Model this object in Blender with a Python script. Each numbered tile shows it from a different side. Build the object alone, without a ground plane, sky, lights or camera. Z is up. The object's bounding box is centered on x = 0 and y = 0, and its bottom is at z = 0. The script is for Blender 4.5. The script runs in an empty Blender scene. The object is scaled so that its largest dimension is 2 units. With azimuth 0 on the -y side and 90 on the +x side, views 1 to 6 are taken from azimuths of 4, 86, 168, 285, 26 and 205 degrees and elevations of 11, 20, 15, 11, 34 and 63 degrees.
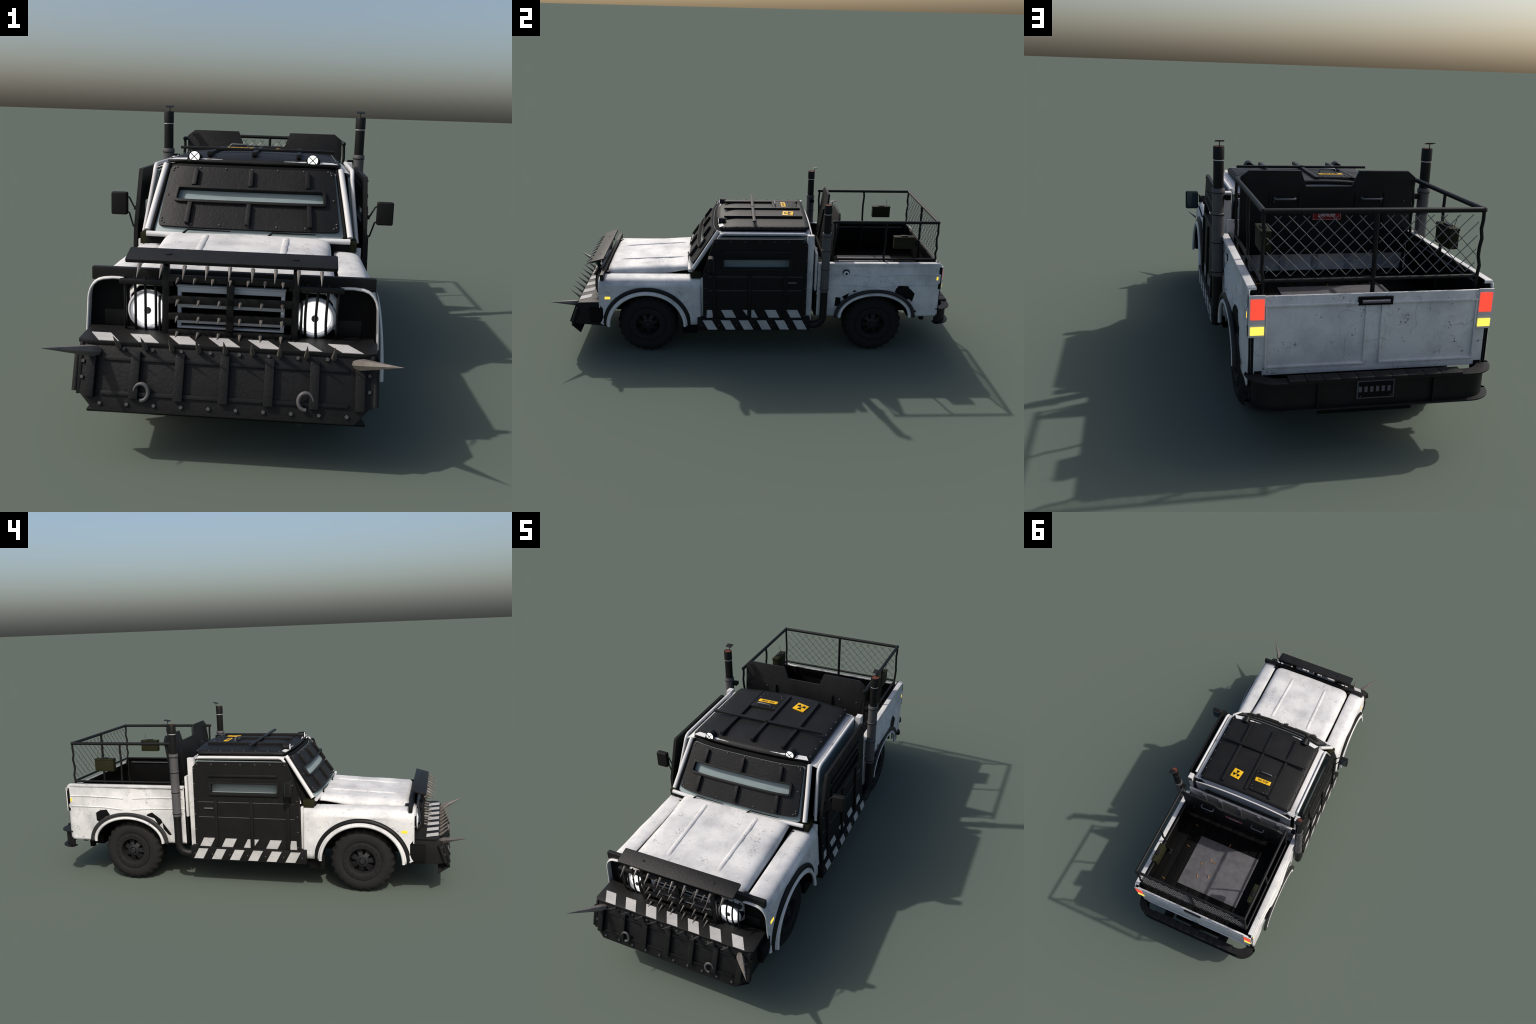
"""Armoured wasteland pickup truck, front towards -y, right-hand side (+x) mirrored from rules.
Everything is built from profiles, plates, tubes and lofts in metres."""
import bpy, bmesh, math, random
from mathutils import Vector, Matrix, noise

random.seed(7)
noise.seed_set(3)
SC = bpy.context.scene
PI = math.pi

# ------------------------------------------------------------------ materials
def new_mat(name):
    m = bpy.data.materials.new(name)
    m.use_nodes = True
    nt = m.node_tree
    return m, nt, nt.nodes["Principled BSDF"]

def node(nt, kind, **kw):
    n = nt.nodes.new(kind)
    for k, v in kw.items():
        if k in n.inputs:
            n.inputs[k].default_value = v
        else:
            setattr(n, k, v)
    return n

def ramp(nt, src, a, b, ca=(0, 0, 0, 1), cb=(1, 1, 1, 1)):
    r = nt.nodes.new("ShaderNodeValToRGB")
    e = r.color_ramp.elements
    e[0].position, e[1].position = a, b
    e[0].color, e[1].color = ca, cb
    nt.links.new(src, r.inputs[0])
    return r.outputs[0]

def mixc(nt, fac, a, b, mode="MIX"):
    n = nt.nodes.new("ShaderNodeMix")
    n.data_type, n.blend_type = "RGBA", mode
    for sock, v in ((n.inputs[0], fac), (n.inputs[6], a), (n.inputs[7], b)):
        if hasattr(v, "is_output"):
            nt.links.new(v, sock)
        else:
            sock.default_value = v
    return n.outputs[2]

def math2(nt, op, a, b):
    n = nt.nodes.new("ShaderNodeMath")
    n.operation = op
    for i, v in enumerate((a, b)):
        if hasattr(v, "is_output"):
            nt.links.new(v, n.inputs[i])
        else:
            n.inputs[i].default_value = v
    return n.outputs[0]

def obj_coords(nt, scale=(1, 1, 1), rot=(0, 0, 0)):
    t = nt.nodes.new("ShaderNodeTexCoord")
    mp = nt.nodes.new("ShaderNodeMapping")
    mp.inputs["Scale"].default_value = scale
    mp.inputs["Rotation"].default_value = rot
    nt.links.new(t.outputs["Object"], mp.inputs[0])
    return mp.outputs[0]

def tex_noise(nt, vec, scale, detail=4, rough=0.55, distortion=0.0):
    n = node(nt, "ShaderNodeTexNoise", Scale=scale, Detail=detail, Roughness=rough, Distortion=distortion)
    nt.links.new(vec, n.inputs["Vector"])
    return n.outputs["Fac"]

def bump(nt, bsdf, height, strength, dist):
    b = node(nt, "ShaderNodeBump", Strength=strength, Distance=dist)
    nt.links.new(height, b.inputs["Height"])
    nt.links.new(b.outputs[0], bsdf.inputs["Normal"])

def worn_paint(name, col, mottle, chip, rough=0.45, chips=0.62, spec=0.4):
    """Old enamel: cloudy dirt, thin scratches, and clusters of chips down to dark metal."""
    m, nt, p = new_mat(name)
    v = obj_coords(nt)
    cloud = tex_noise(nt, v, 9, 5, 0.6)
    c = mixc(nt, ramp(nt, cloud, 0.42, 0.72), (*col, 1), (*mottle, 1))
    fine = tex_noise(nt, v, 70, 3, 0.6)
    c = mixc(nt, math2(nt, "MULTIPLY", ramp(nt, fine, 0.5, 0.75), 0.16), c, (*mottle, 1))
    # scratches: thin ridges of stretched noise, in two directions, only in places
    for k, (sc, ro) in enumerate((((120, 9, 9), (0.4, 0.3, 0.7)), ((9, 110, 12), (0.8, 0.1, 0.2)))):
        s = tex_noise(nt, obj_coords(nt, sc, ro), 1.0, 2, 0.4, 0.2)
        line = ramp(nt, math2(nt, "ABSOLUTE", math2(nt, "SUBTRACT", s, 0.5), 0), 0.0, 0.012, (1, 1, 1, 1), (0, 0, 0, 1))
        where = ramp(nt, tex_noise(nt, v, 14 + 5 * k, 2), 0.50, 0.62)
        c = mixc(nt, math2(nt, "MULTIPLY", math2(nt, "MULTIPLY", line, where), 0.5), c, (*[x * 0.45 for x in mottle], 1))
    patch = ramp(nt, tex_noise(nt, v, 15, 4, 0.65), chips - 0.012, chips + 0.05)
    speck = ramp(nt, tex_noise(nt, v, 150, 5, 0.72), 0.565, 0.60)
    rare = ramp(nt, tex_noise(nt, v, 130, 2, 0.6), 0.735, 0.76)
    mask = math2(nt, "MAXIMUM", math2(nt, "MULTIPLY", patch, speck), math2(nt, "MULTIPLY", rare, 0.8))
    c = mixc(nt, mask, c, (*chip, 1))
    nt.links.new(c, p.inputs["Base Color"])
    rr = nt.nodes.new("ShaderNodeMath"); rr.operation = "MULTIPLY_ADD"
    nt.links.new(cloud, rr.inputs[0]); rr.inputs[1].default_value = 0.35; rr.inputs[2].default_value = rough - 0.1
    nt.links.new(rr.outputs[0], p.inputs["Roughness"])
    p.inputs["Specular IOR Level"].default_value = spec
    bump(nt, p, cloud, 0.12, 0.004)
    return m

def armour(name, col, dark, rough, scale, strength, dist, spec=0.5):
    """Hammered black armour sheet: wrinkled bump and faint worn speckle."""
    m, nt, p = new_mat(name)
    v = obj_coords(nt)
    n1 = tex_noise(nt, v, scale, 3, 0.55, 0.6)
    n2 = tex_noise(nt, v, 16, 4, 0.6)
    c = mixc(nt, ramp(nt, n2, 0.35, 0.7), (*dark, 1), (*col, 1))
    nt.links.new(c, p.inputs["Base Color"])
    p.inputs["Roughness"].default_value = rough
    p.inputs["Specular IOR Level"].default_value = spec
    if strength:
        bump(nt, p, n1, strength, dist)
    return m

def plain(name, col, rough=0.5, metal=0.0, vary=0.15, scale=30, spec=0.5, bmp=0.0):
    m, nt, p = new_mat(name)
    v = obj_coords(nt)
    n = tex_noise(nt, v, scale, 4, 0.6)
    c = mixc(nt, ramp(nt, n, 0.3, 0.75), (*[x * (1 - vary) for x in col], 1), (*[min(1, x * (1 + vary)) for x in col], 1))
    nt.links.new(c, p.inputs["Base Color"])
    p.inputs["Roughness"].default_value = rough
    p.inputs["Metallic"].default_value = metal
    p.inputs["Specular IOR Level"].default_value = spec
    if bmp:
        bump(nt, p, n, bmp, 0.003)
    return m

def glow(name, col, strength):
    m, nt, p = new_mat(name)
    p.inputs["Base Color"].default_value = (*[c * 0.05 for c in col], 1)
    p.inputs["Emission Color"].default_value = (*col, 1)
    p.inputs["Emission Strength"].default_value = strength
    p.inputs["Roughness"].default_value = 0.3
    return m

WHITE = worn_paint("worn_white_paint", (0.615, 0.605, 0.59), (0.40, 0.40, 0.405), (0.035, 0.033, 0.032), 0.5, 0.585, 0.3)
STRIPE = worn_paint("painted_stripe", (0.45, 0.44, 0.425), (0.33, 0.325, 0.32), (0.035, 0.035, 0.035), 0.65, 0.60, 0.2)
TRIM = plain("white_trim", (0.585, 0.575, 0.565), 0.45, 0, 0.08, 14, 0.3)
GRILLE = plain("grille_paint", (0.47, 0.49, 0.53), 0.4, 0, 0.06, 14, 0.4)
ARMOUR = armour("black_armour_sheet", (0.0095, 0.0092, 0.009), (0.006, 0.006, 0.006), 0.55, 130, 0.32, 0.003, 0.22)
DOORARM = armour("black_door_sheet", (0.0075, 0.0073, 0.0071), (0.005, 0.005, 0.005), 0.6, 95, 0.22, 0.003, 0.18)
STEEL = armour("black_steel_bar", (0.0085, 0.0083, 0.0081), (0.005, 0.005, 0.005), 0.5, 60, 0.1, 0.002, 0.22)
FLARE = plain("flare_rubber", (0.026, 0.0255, 0.0265), 0.6, 0, 0.1, 40, 0.2)
BLACK = plain("matt_black", (0.0035, 0.0035, 0.0035), 0.7, 0, 0.2, 30, 0.12)
LINER = armour("bed_liner", (0.0036, 0.0035, 0.0034), (0.002, 0.002, 0.002), 0.7, 80, 0.15, 0.002, 0.10)
TYRE = plain("tyre_rubber", (0.0165, 0.0158, 0.015), 0.8, 0, 0.12, 40, 0.12, 0.1)
RIM = plain("rim_steel", (0.0145, 0.014, 0.014), 0.6, 0, 0.12, 40, 0.15)
SPOKE = plain("spoke_steel", (0.017, 0.017, 0.0185), 0.5, 0, 0.15, 40, 0.2)
SPIKE = plain("spike_steel", (0.150, 0.134, 0.120), 0.5, 0.2, 0.25, 50, 0.4)
BOLT = plain("bolt_steel", (0.062, 0.060, 0.060), 0.5, 0.2, 0.15, 60)
PIPE = plain("exhaust_steel", (0.084, 0.081, 0.083), 0.5, 0.1, 0.15, 25, 0.3)
CHROME = plain("handle_steel", (0.13, 0.13, 0.145), 0.4, 0.3, 0.1, 30)
RUST = plain("rusty_bore", (0.10, 0.032, 0.021), 0.85, 0, 0.3, 80, 0.2)
OLIVE = plain("olive_paint", (0.0145, 0.0148, 0.0048), 0.65, 0, 0.15, 40, 0.15)
PLATE = plain("scuffed_floor_plate", (0.098, 0.096, 0.101), 0.6, 0.05, 0.25, 26, 0.25, 0.15)
BRASS = plain("brass_casing", (0.40, 0.17, 0.025), 0.35, 0.4, 0.1, 30)
YELLOW = plain("yellow_sign", (0.74, 0.42, 0.010), 0.5, 0, 0.06, 60, 0.3)
RED = plain("red_sign", (0.22, 0.008, 0.010), 0.5, 0, 0.15, 60, 0.3)
LETTER = plain("white_letter", (0.42, 0.38, 0.37), 0.6, 0, 0.15, 60, 0.3)
INK = plain("black_ink", (0.005, 0.005, 0.005), 0.6, 0, 0.1, 30, 0.2)
TAGGREY = plain("tag_grey", (0.085, 0.085, 0.095), 0.5, 0, 0.1, 60, 0.3)
WIRE = plain("fence_wire", (0.14, 0.138, 0.142), 0.4, 0.3, 0.15, 60, 0.4)
LAMPRING = plain("lamp_ring", (0.56, 0.56, 0.58), 0.3, 0.1, 0.04, 20)
DIMMED_WHITE = plain("white_darkened_for_shade", (0.34, 0.35, 0.375), 0.45, 0, 0.1, 20, 0.3)  # white body paint, darkened and cooled to carry shade at cab rear and bulkhead
WHITE_GLOW = glow("headlight_glow", (1, 1, 0.98), 1.5)
RED_GLOW = glow("tail_glow", (1.0, 0.085, 0.05), 1.0)
AMBER_GLOW = glow("indicator_glow", (1.0, 0.77, 0.11), 1.25)
SIDE_GLOW = glow("side_marker_glow", (1.0, 0.68, 0.06), 1.2)

def make_glass():
    m, nt, p = new_mat("armoured_glass")
    v = obj_coords(nt, (6, 6, 40))
    n = tex_noise(nt, v, 3, 4, 0.6)
    c = mixc(nt, ramp(nt, n, 0.3, 0.75), (0.20, 0.25, 0.252, 1), (0.255, 0.305, 0.305, 1))
    nt.links.new(c, p.inputs["Base Color"])
    p.inputs["Roughness"].default_value = 0.4
    p.inputs["Specular IOR Level"].default_value = 0.12
    return m
GLASS = make_glass()
SIDEGLASS = plain("tinted_side_glass", (0.045, 0.065, 0.08), 0.15, 0, 0.15, 12, 0.6)

# ------------------------------------------------------------------ builders
ROOT = bpy.data.objects.new("armored_pickup_truck", None)
SC.collection.objects.link(ROOT)
ROOT["label"] = "white pickup truck with black spiked armor and twin exhaust stacks"
ROOT["category"] = "armored truck"

def group(name, parent=ROOT):
    o = bpy.data.objects.new(name, None)
    SC.collection.objects.link(o)
    o.parent = parent
    return o

def link(name, me, mat, parent, stuff=False):
    o = bpy.data.objects.new(name, me)
    if mat and not me.materials:
        me.materials.append(mat)
    SC.collection.objects.link(o)
    o.parent = parent
    if stuff:
        o["kind"] = "stuff"
    return o

def to_mesh(bm, name, smooth=35):
    bmesh.ops.recalc_face_normals(bm, faces=bm.faces)
    me = bpy.data.meshes.new(name)
    bm.to_mesh(me)
    bm.free()
    if smooth:
        me.shade_smooth()
        me.set_sharp_from_angle(angle=math.radians(smooth))
    return me

def finish(bm, name, mat, parent, bevel=0.0, seg=2, smooth=35, stuff=False):
    bmesh.ops.recalc_face_normals(bm, faces=bm.faces)
    if bevel:
        es = [e for e in bm.edges if len(e.link_faces) == 2 and e.calc_face_angle(0) > math.radians(28)]
        bmesh.ops.bevel(bm, geom=es, offset=bevel, segments=seg, affect="EDGES", profile=0.6, clamp_overlap=True)
    return link(name, to_mesh(bm, name, smooth), mat, parent, stuff)

def add_box(bm, c, s, M=None):
    r = bmesh.ops.create_cube(bm, size=1)
    T = Matrix.Translation(c) @ (M or Matrix()) @ Matrix.Diagonal((s[0], s[1], s[2], 1))
    bmesh.ops.transform(bm, matrix=T, verts=r["verts"])

def box(name, c, s, mat, parent, bevel=0.0015, M=None, seg=2):
    bm = bmesh.new()
    add_box(bm, c, s, M)
    return finish(bm, name, mat, parent, bevel, seg)

def box2(name, lo, hi, mat, parent, bevel=0.0015):
    return box(name, [(a + b) / 2 for a, b in zip(lo, hi)], [abs(b - a) for a, b in zip(lo, hi)], mat, parent, bevel)

def boxes(name, items, mat, parent, bevel=0.001, stuff=False):
    bm = bmesh.new()
    for lo, hi in items:
        add_box(bm, [(a + b) / 2 for a, b in zip(lo, hi)], [abs(b - a) for a, b in zip(lo, hi)])
    return finish(bm, name, mat, parent, bevel, stuff=stuff)

class Frame:
    """Local plane: origin o, in-plane axes u and v, outward normal n."""
    def __init__(self, o, u, v):
        self.o, self.u, self.v = Vector(o), Vector(u).normalized(), Vector(v).normalized()
        self.n = self.u.cross(self.v).normalized()
    def __call__(self, a, b, h=0.0):
        return self.o + self.u * a + self.v * b + self.n * h
    def rot(self):
        return Matrix((self.u, self.v, self.n)).transposed().to_4x4()

def rounded(poly, r, k=4):
    """Round the corners of a 2-D polygon by arcs of about radius r."""
    out = []
    n = len(poly)
    for i in range(n):
        p, a, b = Vector(poly[i]), Vector(poly[i - 1]), Vector(poly[(i + 1) % n])
        d1, d2 = (a - p), (b - p)
        t = min(r, d1.length * 0.45, d2.length * 0.45)
        s, e = p + d1.normalized() * t, p + d2.normalized() * t
        for j in range(k + 1):
            w = j / k
            out.append(tuple(s * (1 - w) ** 2 + p * 2 * w * (1 - w) + e * w ** 2))
    return out

def plate(name, F, outer, mat, parent, h0, h1, holes=(), bevel=0.0, smooth=35, stuff=False):
    """Flat sheet with holes between heights h0 and h1 above frame F."""
    bm = bmesh.new()
    for loop in (outer, *holes):
        vs = [bm.verts.new(F(a, b, h0)) for a, b in loop]
        for i in range(len(vs)):
            bm.edges.new((vs[i - 1], vs[i]))
    if holes:
        bmesh.ops.triangle_fill(bm, edges=bm.edges[:], use_beauty=True, use_dissolve=False)
        bmesh.ops.dissolve_limit(bm, angle_limit=0.01, verts=bm.verts[:], edges=bm.edges[:], delimit=set())
    else:
        bm.faces.new(bm.verts[:])
    ex = bmesh.ops.extrude_face_region(bm, geom=bm.faces[:])
    bmesh.ops.translate(bm, vec=F.n * (h1 - h0), verts=[g for g in ex["geom"] if isinstance(g, bmesh.types.BMVert)])
    return finish(bm, name, mat, parent, bevel, 2, smooth, stuff)

def sweep(bm, pts, r, sides=10, caps=True, phase=0.0, flat=1.0):
    pts = [Vector(p) for p in pts]
    n = len(pts)
    rs = r if hasattr(r, "__len__") else [r] * n
    tang = []
    for i in range(n):
        t = (pts[min(i + 1, n - 1)] - pts[max(i - 1, 0)]).normalized()
        tang.append(t)
    ref = Vector((0, 0, 1)) if abs(tang[0].z) < 0.9 else Vector((1, 0, 0))
    a = tang[0].cross(ref).normalized()
    rings = []
    for i in range(n):
        a = (a - tang[i] * a.dot(tang[i])).normalized()
        b = tang[i].cross(a)
        k = 1.0
        if 0 < i < n - 1:
            d = (pts[i] - pts[i - 1]).normalized().dot((pts[i + 1] - pts[i]).normalized())
            k = 1 / max(0.5, math.sqrt(max(0.05, (1 + d) / 2)))
        rings.append([bm.verts.new(pts[i] + (a * math.cos(phase + 2 * PI * j / sides) + b * flat * math.sin(phase + 2 * PI * j / sides)) * rs[i] * (1 + (k - 1) * 0.5)) for j in range(sides)])
    for i in range(n - 1):
        for j in range(sides):
            bm.faces.new((rings[i][j], rings[i][(j + 1) % sides], rings[i + 1][(j + 1) % sides], rings[i + 1][j]))
    if caps:
        bm.faces.new(rings[0][::-1])
        bm.faces.new(rings[-1])

def tube(name, pts, r, mat, parent, sides=10, smooth=50, phase=0.0, stuff=False):
    bm = bmesh.new()
    sweep(bm, pts, r, sides, True, phase)
    return finish(bm, name, mat, parent, 0, 2, smooth, stuff)

def tubes(name, paths, r, mat, parent, sides=8, stuff=False):
    bm = bmesh.new()
    for p in paths:
        sweep(bm, p, r, sides)
    return finish(bm, name, mat, parent, 0, 2, 50, stuff)

def lathe_bm(profile, o, axis, n=32, closed=True):
    """Spin (radius, height) profile round axis through o."""
    bm = bmesh.new()
    axis = Vector(axis).normalized()
    ref = Vector((0, 0, 1)) if abs(axis.z) < 0.9 else Vector((1, 0, 0))
    a = axis.cross(ref).normalized(); b = axis.cross(a)
    o = Vector(o)
    rings = []
    for r, h in profile:
        if r < 1e-6:
            rings.append([bm.verts.new(o + axis * h)])
        else:
            rings.append([bm.verts.new(o + axis * h + (a * math.cos(2 * PI * j / n) + b * math.sin(2 * PI * j / n)) * r) for j in range(n)])
    for A, B in zip(rings, rings[1:]):
        for j in range(n):
            k = (j + 1) % n
            if len(A) == 1 and len(B) == 1:
                continue
            if len(A) == 1:
                bm.faces.new((A[0], B[j], B[k]))
            elif len(B) == 1:
                bm.faces.new((A[j], A[k], B[0]))
            else:
                bm.faces.new((A[j], A[k], B[k], B[j]))
    return bm

def lathe(name, profile, o, axis, mat, parent, n=32, smooth=35):
    return finish(lathe_bm(profile, o, axis, n), name, mat, parent, 0, 2, smooth)

def grid_surface(bm, rows):
    V = [[bm.verts.new(p) for p in r] for r in rows]
    for A, B in zip(V, V[1:]):
        for j in range(len(A) - 1):
            try:
                bm.faces.new((A[j], A[j + 1], B[j + 1], B[j]))
            except ValueError:
                pass
    return V

def shell(name, rows, thick, mat, parent, smooth=40):
    """Curved sheet with thickness; rows of points give the outside."""
    bm = bmesh.new()
    grid_surface(bm, rows)
    bmesh.ops.remove_doubles(bm, verts=bm.verts[:], dist=1e-5)
    bmesh.ops.recalc_face_normals(bm, faces=bm.faces)
    me = to_mesh(bm, name, smooth)
    o = link(name, me, mat, parent)
    md = o.modifiers.new("thickness", "SOLIDIFY")
    md.thickness, md.offset = thick, 0.0
    return o

def shared(name, proto_mesh, mat, parent, matrix):
    o = bpy.data.objects.new(name, proto_mesh)
    if not proto_mesh.materials:
        proto_mesh.materials.append(mat)
    SC.collection.objects.link(o)
    o.parent = parent
    o.matrix_world = matrix
    return o

def align(axis, o):
    z = Vector(axis).normalized()
    return Matrix.Translation(o) @ z.to_track_quat("Z", "Y").to_matrix().to_4x4()

def mesh_of(bm, name, smooth=35):
    return to_mesh(bm, name, smooth)

def text(name, body, F, size, mat, parent, h, ext=0.0006, width=None, bold=0.0):
    cu = bpy.data.curves.new(name, "FONT")
    cu.body, cu.size, cu.align_x, cu.align_y, cu.extrude, cu.offset = body, size, "CENTER", "CENTER", ext, bold
    cu.resolution_u = 3
    t = bpy.data.objects.new(name, cu)
    SC.collection.objects.link(t)
    dg = bpy.context.evaluated_depsgraph_get()
    me = bpy.data.meshes.new_from_object(t.evaluated_get(dg))
    bpy.data.objects.remove(t)
    xs = [v.co.x for v in me.vertices]
    k = width / (max(xs) - min(xs)) if width else 1
    me.transform(Matrix.Translation(F(0, 0, h)) @ F.rot() @ Matrix.Diagonal((k, 1, 1, 1)))
    me.name = name
    me.materials.clear()
    return link(name, me, mat, parent)

def dome_bolt(r, h, n=8):
    return mesh_of(lathe_bm([(r, 0), (r, h * 0.45), (r * 0.75, h * 0.85), (0, h)], (0, 0, 0), (0, 0, 1), n), "bolt", 50)

def penta_bolt(r, h):
    return mesh_of(lathe_bm([(r, 0), (r, h * 0.6), (r * 0.8, h), (0, h)], (0, 0, 0), (0, 0, 1), 5), "bolt", 20)

BOLT_S = dome_bolt(0.0032, 0.0032)
BOLT_M = dome_bolt(0.0036, 0.0034)
BOLT_P = penta_bolt(0.0052, 0.005)
for b in (BOLT_S, BOLT_M, BOLT_P):
    b.materials.append(BOLT)

def lerp(a, b, t):
    return a + (b - a) * t

def sstep(a, b, x):
    t = max(0.0, min(1.0, (x - a) / (b - a)))
    return t * t * (3 - 2 * t)

X, Y, Z = Vector((1, 0, 0)), Vector((0, 1, 0)), Vector((0, 0, 1))

# ------------------------------------------------------------------ wheels
WHEELS = [(-0.5368, 0.149), (0.600, 0.149)]
LUGS = 24

def tyre_mesh():
    """Tyre spun round x with wavy shoulder lugs, outer side towards +x, centred on the hub."""
    prof = [(0.086, 0.000), (0.092, 0.0045), (0.104, 0.0075), (0.118, 0.0075), (0.129, 0.003), (0.137, -0.005), (0.141, -0.014), (0.1425, -0.030),
            (0.1425, -0.050), (0.1425, -0.070), (0.141, -0.086), (0.137, -0.095), (0.128, -0.103), (0.110, -0.106), (0.086, -0.102)]
    N = 240
    bm = bmesh.new()
    rows = []
    for r, x in prof:
        shoulder = sstep(0.132, 0.1425, r)
        row = []
        for j in range(N):
            a = 2 * PI * j / N
            ph = 0.0 if x > -0.05 else 0.5
            chev = abs(x + 0.05) * 9
            w = math.sin(LUGS * a + 2 * PI * ph + chev)
            w2 = sstep(-0.55, 0.75, w)
            rr = r + shoulder * 0.0016 + shoulder * (0.0054 * w2)
            xx = x + (0.0022 * w2 if x > -0.03 else -0.0022 * w2) * shoulder
            row.append(bm.verts.new((xx, rr * math.cos(a), rr * math.sin(a))))
        rows.append(row)
    rows.append(rows[0])
    for A, B in zip(rows, rows[1:]):
        for j in range(N):
            bm.faces.new((A[j], A[(j + 1) % N], B[(j + 1) % N], B[j]))
    return mesh_of(bm, "tyre", 40)

def rim_mesh():
    prof = [(0.0, -0.045), (0.058, -0.045), (0.0585, 0.003), (0.0605, 0.0065), (0.0625, 0.0075), (0.085, 0.0085), (0.0885, 0.0075), (0.0895, 0.004), (0.0895, -0.03), (0.085, -0.05), (0.0, -0.05)]
    return mesh_of(lathe_bm(prof, (0, 0, 0), X, 64), "rim", 30)

def spokes_mesh():
    bm = bmesh.new()
    for k in range(7):
        a = 2 * PI * (k + 0.15) / 7
        M = Matrix.Rotation(a, 4, "X")
        prof = [(0.026, -0.008), (0.045, -0.016), (0.0595, -0.026)]
        vs = []
        for (r, x) in prof:
            w = lerp(0.0090, 0.0150, (r - 0.026) / 0.0335)
            vs.append([bm.verts.new(M @ Vector((x + dx, dy, r))) for dx, dy in ((0, -w), (0, w), (-0.012, w), (-0.012, -w))])
        for A, B in zip(vs, vs[1:]):
            for j in range(4):
                bm.faces.new((A[j], A[(j + 1) % 4], B[(j + 1) % 4], B[j]))
        bm.faces.new(vs[0]); bm.faces.new(vs[-1][::-1])
    return mesh_of(bm, "spoke", 30)

def hub_mesh():
    prof = [(0.0, 0.004), (0.0115, 0.004), (0.0135, 0.002), (0.0135, -0.006), (0.017, -0.008), (0.0175, -0.001), (0.025, -0.003), (0.028, -0.006), (0.028, -0.02)]
    return mesh_of(lathe_bm(prof, (0, 0, 0), X, 32), "hub", 30)

TY, RI, SP, HU = tyre_mesh(), rim_mesh(), spokes_mesh(), hub_mesh()
for me, ma in ((TY, TYRE), (RI, RIM), (SP, SPOKE), (HU, SPOKE)):
    me.materials.append(ma)
RIMBOLT = mesh_of(lathe_bm([(0.0024, 0), (0.0024, 0.002), (0, 0.0022)], (0, 0, 0), X, 6), "rim_bolt", 30)
RIMBOLT.materials.append(BLACK)
for y, z in WHEELS:
    for s in (1, -1):
        w = group("wheel")
        spin = random.uniform(0, 1)
        W = Matrix.Translation((s * 0.3265, y, z)) @ (Matrix() if s > 0 else Matrix.Rotation(PI, 4, "Z")) @ Matrix.Rotation(spin, 4, "X")
        for nm, me in (("tyre", TY), ("rim", RI), ("spoke", SP), ("hub", HU)):
            shared(nm, me, None, w, W)
        for k in range(16):
            a = 2 * PI * k / 16
            shared("rim_bolt", RIMBOLT, None, w, W @ Matrix.Translation((0.0081, 0.0765 * math.cos(a), 0.0765 * math.sin(a))))

# ------------------------------------------------------------------ chassis
ch = group("chassis")
for s in (1, -1):
    box2("frame_rail", (s * 0.13, -0.74, 0.165), (s * 0.17, 0.90, 0.215), BLACK, ch)
    box2("spring_hanger", (s * 0.19, 0.876, 0.122), (s * 0.215, 0.897, 0.20), BLACK, ch)
    box2("mud_flap", (s * 0.296, -0.365, 0.101), (s * 0.328, -0.290, 0.170), BLACK, ch, 0.002)
    box2("sill_box", (s * 0.10, -0.29, 0.125), (s * 0.335, 0.275, 0.20), BLACK, ch, 0.002)
box2("engine_block", (-0.11, -0.69, 0.13), (0.11, -0.30, 0.37), BLACK, ch, 0.004)
box2("transmission", (-0.09, -0.30, 0.10), (0.09, 0.10, 0.20), BLACK, ch, 0.01)
for y, z in WHEELS:
    tube("axle", [(-0.25, y, z), (0.25, y, z)], 0.018, BLACK, ch, 14)
    lathe("differential", [(0, -0.045), (0.03, -0.04), (0.045, 0), (0.03, 0.04), (0, 0.045)], (0.02, y, z), Y, BLACK, ch, 20)
for y in (0.33, 0.42, 0.80, 0.89):
    box2("cross_member", (-0.27, y - 0.012, 0.17), (0.27, y + 0.012, 0.21), BLACK, ch)
tube("drive_shaft", [(0, 0.10, 0.15), (0.02, 0.56, 0.15)], 0.013, BLACK, ch, 12)
boxes("tow_hitch", [((-0.130, 0.86, 0.112), (0.145, 0.928, 0.150)), ((-0.03, 0.86, 0.126), (0.03, 0.935, 0.18))], BLACK, ch)

# ------------------------------------------------------------------ fenders and wheel arches
def fender_section(y):
    """Half section of the fender from the hood gap to the bottom, as (x, z) points."""
    pts = [(0.2565, 0.3905), (0.2572, 0.3935), (0.2590, 0.3945), (0.272, 0.3955), (0.291, 0.3950), (0.308, 0.3930), (0.3200, 0.3890), (0.3290, 0.3825), (0.3355, 0.3735), (0.3410, 0.3600)]
    zs = [0.345, 0.325, 0.305, 0.285, 0.265, 0.245, 0.225, 0.205, 0.185, 0.160]
    pts += [(lerp(0.3430, 0.3525, (0.355 - z) / 0.195), z) for z in zs]
    return pts

def arch(yc, half, z0, h, y):
    d = abs(y - yc) / half
    return None if d >= 1 else z0 + h * math.sqrt(1 - d * d)

def arch_columns(ya, yb, yc, half, n=28, m=8):
    ys = [lerp(ya, yc - half, i / m) for i in range(m)]
    ys += [yc - half * math.cos(PI * i / n) for i in range(n + 1)]
    ys += [lerp(yc + half, yb, (i + 1) / m) for i in range(m)]
    return ys

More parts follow.
